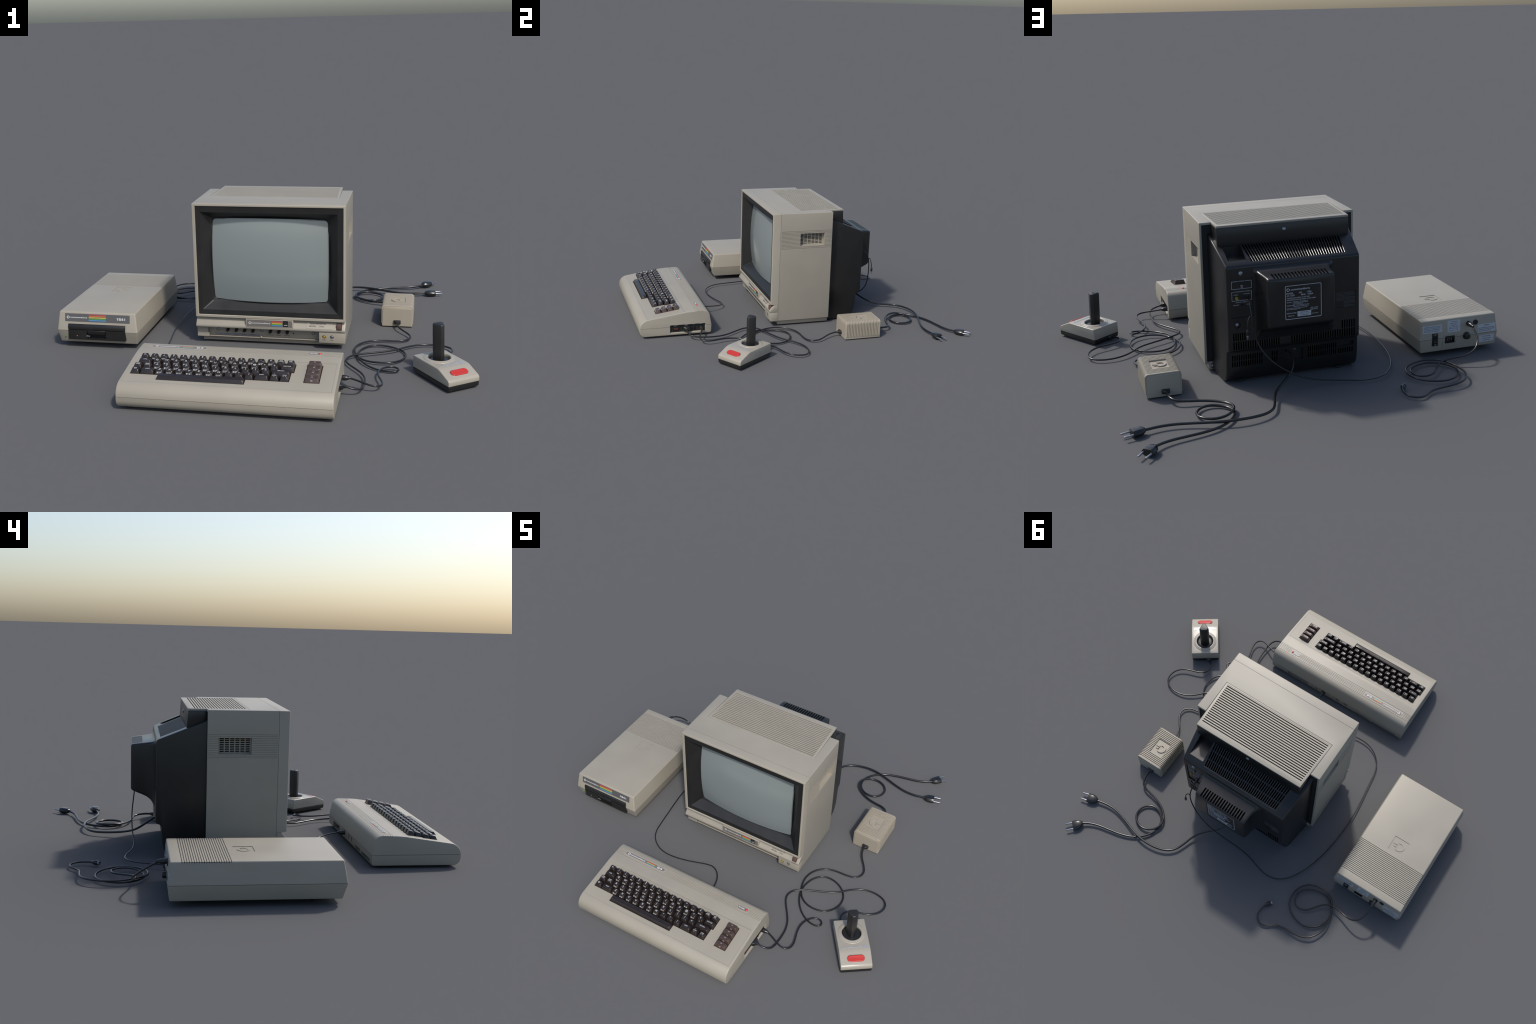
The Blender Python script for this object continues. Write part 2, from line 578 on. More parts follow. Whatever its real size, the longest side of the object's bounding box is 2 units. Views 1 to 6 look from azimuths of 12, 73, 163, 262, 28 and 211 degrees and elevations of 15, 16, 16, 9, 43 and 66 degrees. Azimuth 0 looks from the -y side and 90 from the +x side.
    add_prism_x(bm, [(-0.3, 0.1415), (-0.174, 0.1415), (-0.152, 0.1385), (-0.1290, 0.1385), (-0.1290, 0.0), (-0.3, 0.0)], -0.5, 0.5)
    fr = cut(fr, bm)
    bm = bmesh.new()
    rings = []
    for y, e in ((-0.3, 0.0025), (-0.1745, 0.0025), (-0.1715, 0.0), (-0.1, 0.0)):
        rings.append([(x, y, z) for x, z in rrect(-0.317 - e, 0.385 + e, 0.1535 - e, 0.6895 + e, 0.003, 3)])
    add_loft(bm, rings)
    put(cut(fr, bm), T)

    # --- dark surround and picture tube ---------------------------------------
    scx, scz = 0.03125, 0.4190

    def tube(x, z):                                                      # bulging glass
        u, v = (x - scx) / 0.288, (z - scz) / 0.213
        return -0.1520 + 0.024 * u * u + 0.020 * v * v

    def ring(x0, x1, z0, z1, r, y, bx=0.0, bz=0.0, n=40):
        base = rrect(x0, x1, z0, z1, r, 6)
        # resample evenly by side so that all rings match
        cx, cz, hx, hz = (x0 + x1) / 2, (z0 + z1) / 2, (x1 - x0) / 2, (z1 - z0) / 2
        pts = []
        L = [0.0]
        for p, q in zip(base, base[1:] + base[:1]):
            L.append(L[-1] + math.dist(p, q))
        base = base + base[:1]
        corners = []
        out = []
        for side in range(4):
            # corner arc (7 points) then a straight run of n points
            arc = base[side * 7:side * 7 + 7]
            nxt = base[(side * 7 + 7) % 28]
            out += arc
            for k in range(1, n // 4):
                t = k / (n // 4)
                out.append((arc[-1][0] + (nxt[0] - arc[-1][0]) * t, arc[-1][1] + (nxt[1] - arc[-1][1]) * t))
        for x, z in out:
            fx, fz = (x - cx) / hx, (z - cz) / hz
            x += math.copysign(1, fx) * bx * (1 - fz * fz) * (abs(fx) > 0.8) * ((abs(fx) - 0.8) / 0.2)
            z += math.copysign(1, fz) * bz * (1 - fx * fx) * (abs(fz) > 0.8) * ((abs(fz) - 0.8) / 0.2)
            pts.append((x, y, z))
        return pts
    bm = bmesh.new()
    R = [ring(-0.3185, 0.3865, 0.152, 0.691, 0.003, -0.150),
         ring(-0.3165, 0.3847, 0.154, 0.689, 0.003, -0.1700),
         ring(-0.2955, 0.3590, 0.1780, 0.6600, 0.003, -0.1682),
         ring(-0.2935, 0.3570, 0.1800, 0.6580, 0.003, -0.1665),
         ring(-0.2590, 0.3200, 0.2075, 0.6300, 0.008, -0.1240),
         ring(-0.2555, 0.3165, 0.2110, 0.6270, 0.010, -0.1215),
         ring(-0.2500, 0.3115, 0.2165, 0.6220, 0.012, -0.1195),
         ring(-0.2455, 0.3080, 0.2205, 0.6175, 0.016, -0.1110, 0.0035, 0.0075),
         ring(-0.2450, 0.3075, 0.2210, 0.6170, 0.016, -0.0950, 0.0035, 0.0075)]
    for k, off in ((-2, -0.0022), (-1, 0.004)):                          # lip follows the glass
        R[k] = [(x, tube(x, z) + off, z) for x, y, z in R[k]]
    add_loft(bm, R, cap=(False, False))
    put(finish(bm, "screen_surround", BEZEL, 25), T)
    bm = bmesh.new()
    rim = ring(-0.2475, 0.3100, 0.2185, 0.6195, 0.018, 0, 0.0035, 0.0075)
    rows = []
    for k in range(13):
        f = 1 - k / 13
        rows.append([(scx + (x - scx) * f, tube(scx + (x - scx) * f, scz + (z - scz) * f), scz + (z - scz) * f) for x, _, z in rim])
    rows = add_loft(bm, rows, cap=(False, False))
    mid = bm.verts.new((scx, tube(scx, scz), scz))
    for i in range(len(rows[-1])):
        bm.faces.new((rows[-1][i], rows[-1][(i + 1) % len(rows[-1])], mid))
    ob = finish(bm, "screen", GLASS, 60)
    put(ob, T)

    # --- control door under the screen -------------------------------------------
    bm = bmesh.new()
    add_prism_x(bm, [(-0.1295, 0.1380), (-0.1515, 0.1362), (-0.1765, 0.1040), (-0.1788, 0.0985), (-0.1782, 0.0920), (-0.1760, 0.0892), (-0.1295, 0.0892)][::-1], -0.3315, 0.3958)
    door = bevel(finish(bm, "control_door", BEIGE), 0.0012, 2, 40)
    bm = bmesh.new()
    add_box(bm, 0.3525, 0.3795, -0.2, -0.152, 0.0985, 0.16)
    put(cut(door, bm), T)
    bm = bmesh.new()
    add_box(bm, -0.0830, 0.1475, -0.1792, -0.1440, 0.0975, 0.1392)
    bd = put(bevel(finish(bm, "badge", BEIGE), 0.0012, 2), T)
    F = frame((0, -0.1792, 0), (1, 0, 0), (0, 0, 1))
    plate("badge_plate", bd, F, -0.0785, 0.1425, 0.1053, 0.1382, 0.0008, 0.0006, PLATE)
    F = frame((0.0010, -0.1798, 0.0022), (1, 0, 0), (0, 0, 1))
    stripes(bd, F, 0.0437, 0.0926, 0.1080, 0.1325, 0.12)
    bm = bmesh.new()
    add_word(bm, F, -0.0705, 0.0350, 0.1195, 0.0068, eh=0.0135)
    put(finish(bm, "badge_lettering", PRINT), bd)
    plate("lamp_window", bd, F, 0.0979, 0.1217, 0.1062, 0.1358, 0.001, 0.0007, material("dark_window", (0.020, 0.016, 0.020), 0.2))
    bm = bmesh.new()
    add_box(bm, 0.1025, 0.1185, 0.1128, 0.1145, 0.0006, 0.0012, F)
    put(finish(bm, "window_mark", PRINT), bd)
    bm = bmesh.new()
    add_box(bm, 0.1045, 0.1160, 0.1205, 0.1218, 0.0006, 0.0012, F)
    put(finish(bm, "lamp", LED_G), bd)

    # model plate on the sloping face of the door
    up = Vector((0, -0.1515 + 0.1765, 0.1362 - 0.1040))
    F = frame((0, -0.1765, 0.1040), (1, 0, 0), up)
    L = up.length
    bm = bmesh.new()
    add_prism_z(bm, rrect(0.2095, 0.3335, -0.001, L * 0.92, 0.003, 4), -0.001, 0.0012, M=F)
    mp = put(bevel(finish(bm, "model_plate", BEIGE), 0.0005, 1), T)
    bm = bmesh.new()
    F2 = frame(F @ Vector((0, 0, 0.0012)), (1, 0, 0), up)
    add_text(bm, "VIDEO MONITOR", F2, 0.225, L * 0.60, 0.0110, align="LEFT", fit=0.078, bold=0.01)
    add_text(bm, "MODEL", F2, 0.224, L * 0.29, 0.0095, align="LEFT", fit=0.033, bold=0.01)
    add_text(bm, "1702", F2, 0.268, L * 0.29, 0.0095, align="LEFT", fit=0.023, bold=0.01)
    put(finish(bm, "model_lettering", INK), mp)
    bm = bmesh.new()
    F3 = frame((0, -0.1789, 0), (1, 0, 0), (0, 0, 1))
    add_text(bm, "POWER", F3, 0.3660, 0.0945, 0.0042, fit=0.020, depth=0.0003)
    put(finish(bm, "door_lettering", INK), T)
    bm = bmesh.new()
    add_box(bm, 0.3548, 0.3772, -0.1765, -0.150, 0.1035, 0.1290)
    put(bevel(finish(bm, "power_button", BROWN), 0.0018, 2), T)

    # --- trough with knobs, socket block ---------------------------------------------
    bm = bmesh.new()
    add_box(bm, 0.2708, 0.3960, -0.1732, -0.1295, 0.0337, 0.0884)
    blk = bevel(finish(bm, "socket_block", BEIGE), 0.0012, 2)
    bm = bmesh.new()
    for x in (0.2943, 0.3317):
        add_cyl(bm, (x, -0.19, 0.0634), (0, 1, 0), 0.0088, 0.0088, 0.030, 24)
    blk = put(cut(blk, bm), T)
    F = frame((0, -0.1732, 0), (1, 0, 0), (0, 0, 1))
    for x, mt in ((0.2943, BRASS), (0.3317, STEEL)):
        bm = bmesh.new()
        add_lathe(bm, (x, -0.1605, 0.0634), (0, -1, 0), [(0.0062, 0), (0.0062, 0.0135), (0.0052, 0.0145), (0.0030, 0.0140), (0.0026, 0.006)], 20)
        put(finish(bm, "phono_socket", mt), blk)
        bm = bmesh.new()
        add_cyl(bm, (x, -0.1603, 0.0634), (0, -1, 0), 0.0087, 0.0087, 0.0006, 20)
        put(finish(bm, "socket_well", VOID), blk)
    bm = bmesh.new()
    add_text(bm, "VIDEO", F, 0.2943, 0.0490, 0.0050, fit=0.0165, depth=0.0004)
    add_text(bm, "AUDIO", F, 0.3317, 0.0490, 0.0050, fit=0.0165, depth=0.0004)
    put(finish(bm, "socket_lettering", INK), blk)
    bm = bmesh.new()
    add_box(bm, -0.3330, -0.2805, -0.1500, -0.1295, 0.0330, 0.0884)
    add_box(bm, -0.2805, -0.2740, -0.1500, -0.1295, 0.0330, 0.0550)
    put(finish(bm, "hinge_block", BEIGE), T)
    bm = bmesh.new()
    add_box(bm, -0.2720, 0.2700, -0.1475, -0.1295, 0.0335, 0.0362)
    add_box(bm, -0.0190, -0.0110, -0.1500, -0.1295, 0.0350, 0.0440)
    put(bevel(finish(bm, "trough_ledge", BEIGE), 0.0006, 1), T)
    F = frame((-0.0035, -0.1291, -0.0035), (1, 0, 0), (0, 0, 1))
    plate("label_strip", T, F, -0.2451, -0.0240, 0.0400, 0.0505, 0.0005, 0.0006, STRIP)
    bm = bmesh.new()
    F2 = frame((-0.0035, -0.1297, -0.0035), (1, 0, 0), (0, 0, 1))
    for s, x, w in (("TINT", -0.1834, 0.017), ("COLOR", -0.1408, 0.024), ("BRIGHT", -0.0995, 0.026), ("CONTRAST", -0.058, 0.038)):
        add_text(bm, s, F2, x, 0.0455, 0.0062, fit=w, depth=0.0004)
    for s, x, w in (("H-POSITION", 0.0286, 0.038), ("V-HOLD", 0.070, 0.026), ("VOLUME", 0.1116, 0.027)):
        add_text(bm, s, F, x, 0.0485, 0.0062, fit=w, depth=0.0004)
    put(finish(bm, "knob_lettering", INK), T)
    for x in (-0.1834, -0.1408, -0.0995, -0.058, 0.0286, 0.070, 0.1116):
        bm = bmesh.new()
        add_lathe(bm, (x, -0.1285, 0.0660), (0, -1, 0), [(0.0084, 0), (0.0080, 0.017), (0.0066, 0.0195), (0.0045, 0.0200)], 14)
        add_box(bm, x - 0.0014, x + 0.0014, -0.1520, -0.1460, 0.0590, 0.0700)
        put(finish(bm, "knob", BLACK), T)
    bm = bmesh.new()
    add_cyl(bm, (0.1405, -0.1288, 0.0580), (0, -1, 0), 0.0032, 0.0032, 0.0006, 14)
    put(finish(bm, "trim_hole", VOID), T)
    for x, z in ((-0.2294, 0.068), (-0.0117, 0.072), (0.2406, 0.067)):
        screw(T, (x - 0.003, -0.1287, z - 0.004), (0, -1, 0), 0.0085)

    build_monitor_back(T)
    return T


def build_monitor_back(T):
    HX = 0.0310                                     # middle of the black housing

    def hw(y):
        t = min(1, max(0, (0.43 - y) / 0.235))
        return 0.3035 + 0.0275 * t

    # flange plate inside the shell
    bm = bmesh.new()
    add_box(bm, -0.3220, 0.3850, 0.178, 0.1965, 0.0450, 0.6910)
    add_box(bm, -0.2960, 0.3620, 0.178, 0.1985, 0.0120, 0.0460)
    put(finish(bm, "flange", BLACK_M), T)

    # main body: side profile swept across, narrowing towards the back
    prof = [(0.185, 0.6560), (0.4215, 0.5580), (0.4290, 0.5490), (0.4296, 0.1760), (0.4230, 0.1675),
            (0.4075, 0.1625), (0.4010, 0.1560), (0.3955, 0.0720), (0.3900, 0.0500), (0.3780, 0.0260), (0.3600, 0.0100), (0.3400, 0.0050), (0.185, 0.0050)]
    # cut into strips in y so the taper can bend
    bm = bmesh.new()
    n = 12
    rings = []
    for k in range(n + 1):
        t = k / n * 2 - 1
        rings.append([(HX + t * hw(y), y, z) for y, z in prof])
    add_loft(bm, rings)
    body = bevel(finish(bm, "housing", BLACK), 0.0110, 4, 34)

    ang = math.atan2(0.5580 - 0.6560, 0.4215 - 0.185)
    S = frame((0.0, 0.4215, 0.5580), (-1, 0, 0), (0, 0.185 - 0.4215, 0.6560 - 0.5580))   # x' = -x, y' up the slope, z' outward
    ca = math.cos(ang)

    def sl(y):
        return (0.4215 - y) / ca
    bm = bmesh.new()
    for r0, r1, dp in ((0.2800, 0.4075, 0.0070), (0.2835, 0.3225, 0.050), (0.3290, 0.3665, 0.050), (0.3730, 0.4040, 0.050)):
        if dp > 0.01:
            body = cut(body, bm)
            bm = bmesh.new()
        for i in range(36):
            def xx(y, d):
                k = 0.2300 - (y - 0.285) / 0.123 * 0.0145
                return 0.0020 - (-k + (i + 0.5 + d) * (2 * k / 36))
            a, b = sl(r1), sl(r0)
            o = [(-xx(r1, -0.30), a), (-xx(r1, 0.30), a), (-xx(r0, 0.30), b), (-xx(r0, -0.30), b)]
            if dp > 0.01:
                add_prism_z(bm, o, -dp, 0.02, M=S)
            else:                                                        # chamfered mouth
                a2, b2, e = a - 0.0012, b + 0.0012, 0.0013
                w2 = [(o[0][0] - e, a2), (o[1][0] + e, a2), (o[2][0] + e, b2), (o[3][0] - e, b2)]
                add_loft(bm, [[(x, y, z) for x, y in q] for q, z in ((o, -dp), (o, -0.0009), (w2, 0.00001), (w2, 0.02))], M=S)
    # grip recess on the slope
    add_loft(bm, [[(0.3155, 0.3935, z), (0.2345, 0.3935, z), (0.2370, 0.2880, z), (0.3170, 0.2880, z)] for z in (0.5685, 0.66)])
    body = cut(body, bm, mat=None)

    bm = bmesh.new()

    def slots(x0, x1, z0, z1, count, y0=0.370, fill=0.56):
        p = (x1 - x0) / count
        for i in range(count):
            c = x0 + (i + 0.5) * p
            add_box(bm, c - p * fill / 2, c + p * fill / 2, y0, 0.46, z0, z1)
    slots(0.1020, 0.3160, 0.1765, 0.2135, 20)
    slots(0.2560, 0.3160, 0.2180, 0.2535, 6)
    slots(-0.2540, 0.0520, 0.1765, 0.2140, 27)
    slots(-0.2540, -0.1860, 0.2170, 0.2545, 6)
    for z0, z1 in ((0.0840, 0.1100), (0.1135, 0.1395)):
        slots(0.1735, 0.3170, z0, z1, 14, 0.345)
        slots(0.1025, 0.1350, z0, z1, 3, 0.345)
        slots(-0.1760, -0.0340, z0, z1, 14, 0.345)
    slots(-0.2570, -0.1790, 0.0840, 0.1100, 7, 0.345)
    add_box(bm, -0.2570, -0.1820, 0.380, 0.46, 0.1165, 0.1395)
    add_box(bm, -0.0150, 0.0770, 0.380, 0.46, 0.0820, 0.1365)
    add_prism_z(bm, rrect(0.2200, 0.3180, 0.3225, 0.5000, 0.004), -0.46, -0.4245, M=Matrix.Rotation(math.radians(90), 4, "X"))
    body = cut(body, bm)
    bm = bmesh.new()
    add_box(bm, 0.2050, 0.2110, 0.4245, 0.46, 0.3140, 0.5060)
    add_box(bm, -0.2560, -0.1610, 0.4272, 0.46, 0.3130, 0.3935)
    add_cyl(bm, (0.2925, 0.4225, 0.2905), (0, 1, 0), 0.0150, 0.0150, 0.03, 24)
    for i in range(4):
        add_box(bm, 0.0990 + i * 0.0145, 0.1075 + i * 0.0145, 0.40, 0.46, 0.2410, 0.2500)
    for i in range(9):
        add_box(bm, -0.0980 + i * 0.0165, -0.0890 + i * 0.0165, 0.40, 0.46, 0.2380, 0.2470)
    put(cut(body, bm), T)

    # hood under the roof grille
    bm = bmesh.new()
    add_loft(bm, [[(CX - 0.3130, 0.186, 0.6935), (CX + 0.3130, 0.186, 0.6935), (CX + 0.3130, 0.186, 0.640), (CX - 0.3130, 0.186, 0.640)],
                  [(CX - 0.3075, 0.2860, 0.6935), (CX + 0.3075, 0.2860, 0.6935), (CX + 0.3055, 0.2915, 0.6060), (CX - 0.3055, 0.2915, 0.6060)]])
    put(bevel(finish(bm, "hood", BLACK), 0.003, 2), T)

    # cover over the neck of the tube
    def sec(y, xl, xr, z0, z1, r):
        return [(x, y, z) for x, z in rrect(xl, xr, z0, z1, r, 5)]
    bm = bmesh.new()
    secs = [sec(0.400, -0.165, 0.235, 0.200, 0.5480, 0.018), sec(0.4285, -0.150, 0.2165, 0.2100, 0.5430, 0.018), sec(0.4330, -0.141, 0.2125, 0.2220, 0.5350, 0.016),
            sec(0.4400, -0.1345, 0.2085, 0.2380, 0.5300, 0.014), sec(0.4500, -0.1280, 0.2045, 0.2525, 0.5275, 0.012), sec(0.4650, -0.1215, 0.2000, 0.2645, 0.5250, 0.011),
            sec(0.4850, -0.1182, 0.1940, 0.2740, 0.5225, 0.010), sec(0.5150, -0.1168, 0.1880, 0.2860, 0.5190, 0.010), sec(0.5320, -0.1160, 0.1850, 0.2935, 0.5165, 0.010),
            sec(0.5385, -0.1140, 0.1825, 0.2985, 0.5135, 0.009), sec(0.5415, -0.1100, 0.1780, 0.3040, 0.5090, 0.007)]
    add_loft(bm, secs)
    cov = finish(bm, "tube_cover", BLACK, 40)
    bm = bmesh.new()
    for i in range(17):
        x = 0.1515 - i * 0.01485
        add_box(bm, x - 0.0040, x + 0.0040, 0.4870, 0.5370, 0.475, 0.56)
    cov = cut(cov, bm, angle=40)
    bm = bmesh.new()
    add_box(bm, -0.0600, 0.1155, 0.5402, 0.56, 0.3235, 0.4840)
    cov = put(cut(cov, bm, angle=40), T)

    # rating label on the cover
    F = frame((0.0275, 0.5402, 0.4038), (-1, 0, 0), (0, 0, 1))
    bm = bmesh.new()
    W, H = 0.0812, 0.0752
    outer, inner = rrect(-W, W, -H, H, 0.006, 5), rrect(-W + 0.0022, W - 0.0022, -H + 0.0022, H - 0.0022, 0.0045, 5)
    add_loft(bm, [[(x, y, z) for x, y in o] for o, z in ((outer, -0.0004), (outer, 0.0006), (inner, 0.0006), (inner, -0.0004))], cap=(False, False), M=F)
    lab = put(finish(bm, "rating_label", PRINT_G), cov)
    bm = bmesh.new()
    add_word(bm, F, -0.0750, 0.0290, 0.0570, 0.0090, eh=0.0145)
    xl = -0.0750
    lines = [("MODEL", xl, 0.0405, 0.0100, 0.030), ("NO.", -0.0200, 0.0405, 0.0100, 0.015), ("1702", 0.0140, 0.0405, 0.0100, 0.020),
             ("AC 120V", xl, 0.0305, 0.0100, 0.037), ("60Hz", -0.0115, 0.0305, 0.0100, 0.021), ("0.85A", 0.0190, 0.0305, 0.0100, 0.025),
             ("WARNING-SHOCK HAZARD - DO NOT OPEN", xl, 0.0195, 0.0066, 0.103), ("AVIS-RISQUE DE CHOC ELECTRIQUE - NE PAS OUVRIR", xl, 0.0110, 0.0066, 0.130),
             ("CAUTION", xl, 0.0008, 0.0062, 0.022), ("TO PREVENT ELECTRIC SHOCK DO NOT REMOVE COVER", -0.0480, 0.0022, 0.0042, 0.068), ("NO USER SERVICEABLE PARTS INSIDE REFER SERVICING", -0.0480, -0.0030, 0.0042, 0.068), ("TO QUALIFIED SERVICE PERSONNEL", -0.0480, -0.0082, 0.0042, 0.046),
             ("CERTIFICATION", xl, -0.0140, 0.0062, 0.037), ("COMPLIES WITH THE REQUIREMENTS FOR RADIATION", -0.0330, -0.0140, 0.0042, 0.058), ("PERFORMANCE STANDARDS IN EFFECT AT THE DATE OF MANUFACTURE", -0.0450, -0.0195, 0.0042, 0.069),
             ("MANUFACTURED IN ACCORDANCE WITH THE RULES IN FORCE", xl, -0.0262, 0.0040, 0.092), ("FOR SAFETY AND FOR INTERFERENCE AT HOME", xl, -0.0312, 0.0040, 0.060),
             ("MANUFACTURED", xl, -0.0480, 0.0066, 0.043), ("SERIAL NO", -0.0690, -0.0600, 0.0066, 0.027), ("LISTED", 0.0480, -0.0330, 0.0058, 0.017), ("571N", 0.0480, -0.0400, 0.0058, 0.015), ("MADE IN JAPAN", 0.0380, -0.0585, 0.0046, 0.027)]
    for s, x, y, size, w in lines:
        add_text(bm, s, F, x, y, size, align="LEFT", fit=w, depth=0.0005, bold=0.014)
    add_lathe(bm, F @ Vector((0.0385, -0.0365, 0.0)), F.to_3x3() @ Vector((0, 0, 1)), [(0.0068, 0), (0.0068, 0.0006), (0.0056, 0.0006), (0.0056, 0)], 20, caps=(False, False))
    add_text(bm, "UL", F, 0.0385, -0.0365, 0.0066, depth=0.0005)
    put(finish(bm, "label_lettering", PRINT_G), lab)
    for y in (-0.0480, -0.0600):
        plate("paper_field", lab, F, -0.0275, 0.0340, y - 0.0055, y + 0.0055, 0.0004, 0.0006, PAPER)
    bm = bmesh.new()
    F2 = frame(F @ Vector((0, 0, 0.0006)), (-1, 0, 0), (0, 0, 1))
    add_text(bm, "MARCH 1984", F2, 0.003, -0.0480, 0.0055, fit=0.036, depth=0.0004)
    add_text(bm, "A0071468", F2, 0.003, -0.0600, 0.0055, fit=0.036, depth=0.0004)
    put(finish(bm, "field_lettering", INK), lab)

    # second, sunken label
    F = frame((-0.2085, 0.4272, 0.3535), (-1, 0, 0), (0, 0, 1))
    bm = bmesh.new()
    words = ("CERTIFIED TO COMPLY WITH THE", "LIMITS FOR A CLASS B COMPUTING", "DEVICE PURSUANT TO SUBPART J OF", "PART 15 OF FCC RULES", "SEE INSTRUCTIONS IF INTERFERENCE", "TO RADIO RECEPTION IS SUSPECTED", "OPERATE WITH CERTIFIED DEVICES")
    for i, s in enumerate(words):
        add_text(bm, s, F, -0.0440, 0.0280 - i * 0.0058, 0.0045, align="LEFT", fit=(0.082, 0.088, 0.090, 0.060, 0.090, 0.090, 0.086)[i], depth=0.0004)
    for i, s in enumerate(("MFD FOR THE COMPANY", "BY VICTOR CO OF JAPAN", "TOKYO", "MADE IN JAPAN")):
        add_text(bm, s, F, -0.0020, -0.0165 - i * 0.0050, 0.0040, align="LEFT", fit=(0.042, 0.043, 0.020, 0.034)[i], depth=0.0004)
    o, i_ = rrect(-0.0080, 0.0455, -0.0365, -0.0118, 0.001, 2), rrect(-0.0068, 0.0443, -0.0353, -0.0130, 0.0006, 2)
    add_loft(bm, [[(x, y, z) for x, y in q] for q, z in ((o, 0), (o, 0.0005), (i_, 0.0005), (i_, 0))], cap=(False, False), M=F)
    put(finish(bm, "notice_lettering", material("dim_print", (0.12, 0.125, 0.135), 0.5)), T)

    # socket panel
    F = frame((0.2675, 0.4246, 0.0), (-1, 0, 0), (0, 0, 1))
    bm = bmesh.new()

    def outline(x0, x1, z0, z1, gap):
        t = 0.0017
        add_box(bm, x0, x0 + t, z0, z1, 0, 0.0006, F)
        add_box(bm, x1 - t, x1, z0, z1, 0, 0.0006, F)
        add_box(bm, x0 + t, x1 - t, z0, z0 + t, 0, 0.0006, F)
        add_box(bm, x0 + t, -gap, z1 - t, z1, 0, 0.0006, F)
        add_box(bm, gap, x1 - t, z1 - t, z1, 0, 0.0006, F)
    outline(-0.0450, 0.0445, 0.4515, 0.4870, 0.0160)
    outline(-0.0450, 0.0445, 0.3990, 0.4400, 0.0390)
    for s, x, z, w, h in (("AUDIO", 0, 0.4862, 0.026, 0.0068), ("COMMODORE VIDEO", 0, 0.4392, 0.074, 0.0068), ("LUMA", -0.0265, 0.4262, 0.020, 0.0066), ("CHROMA", 0.0225, 0.4275, 0.032, 0.0066),
                          ("SIGNAL SELECT", 0.0005, 0.3918, 0.056, 0.0072), ("FRONT", -0.0260, 0.3795, 0.025, 0.0068), ("REAR", 0.0300, 0.3795, 0.019, 0.0068)):
        add_text(bm, s, F, x, z, h, fit=w, depth=0.0004)
    put(finish(bm, "panel_lettering", PRINT_G), T)
    for x, z, mt in ((0.2690, 0.4665, STEEL), (0.2925, 0.4130, BRASS), (0.2455, 0.4155, STEEL)):
        bm = bmesh.new()
        add_lathe(bm, (x, 0.4255, z), (0, 1, 0), [(0.0066, 0), (0.0066, 0.012), (0.0056, 0.013), (0.0032, 0.0125), (0.0028, 0.004)], 18)
        put(finish(bm, "phono_socket", mt), T)
    bm = bmesh.new()
    add_box(bm, 0.2585, 0.2735, 0.4240, 0.4249, 0.3765, 0.3825)
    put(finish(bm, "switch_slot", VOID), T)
    bm = bmesh.new()
    add_box(bm, 0.2585, 0.2640, 0.4258, 0.4300, 0.3770, 0.3820)
    put(finish(bm, "slide_switch", BLACK), T)

    for c, ax, r in (((0.3757, 0.1905, 0.6465), (0, 1, 0), 0.0085), ((-0.3145, 0.1905, 0.6469), (0, 1, 0), 0.0085), ((0.0307, 0.2885, 0.6630), (0, 1, 0.06), 0.0095),
                     ((0.2714, 0.4296, 0.5219), (0, 1, 0), 0.0100), ((0.2925, 0.4232, 0.2905), (0, 1, 0), 0.0095), ((0.3571, 0.1990, 0.0230), (0, 1, 0), 0.0085),
                     ((-0.2950, 0.1990, 0.0230), (0, 1, 0), 0.0085), ((0.0208, 0.3815, 0.1300), (0, 1, 0), 0.0085)):
        screw(T, c, ax, r)

    # mains lead with plug
    pts = [(0.057, 0.379, 0.128), (0.056, 0.405, 0.133), (0.053, 0.430, 0.128), (0.050, 0.447, 0.114), (0.056, 0.477, 0.094), (0.072, 0.498, 0.074), (0.100, 0.523, 0.055),
           (0.144, 0.556, 0.038), (0.172, 0.585, 0.028), (0.191, 0.623, 0.021), (0.203, 0.678, 0.018), (0.221, 0.728, 0.017), (0.257, 0.760, 0.018),
           (0.315, 0.780, 0.021), (0.386, 0.788, 0.024), (0.452, 0.778, 0.022), (0.515, 0.757, 0.018), (0.578, 0.735, 0.016), (0.642, 0.720, 0.015), (0.695, 0.719, 0.015), (0.760, 0.736, 0.0165)]
    cord = cable("power_cord", T, pts, 0.0058)
    bm = bmesh.new()
    add_lathe(bm, (0.057, 0.3795, 0.128), (0, 1, 0.1), [(0.011, 0), (0.011, 0.006), (0.0075, 0.008), (0.0068, 0.028)], 14)
    put(finish(bm, "cord_grip", PLUGM), T)
    mains_plug(cord, (0.7555, 0.7335, 0.0165), (0.8497, 0.7590, 0.0155), 0.0058)


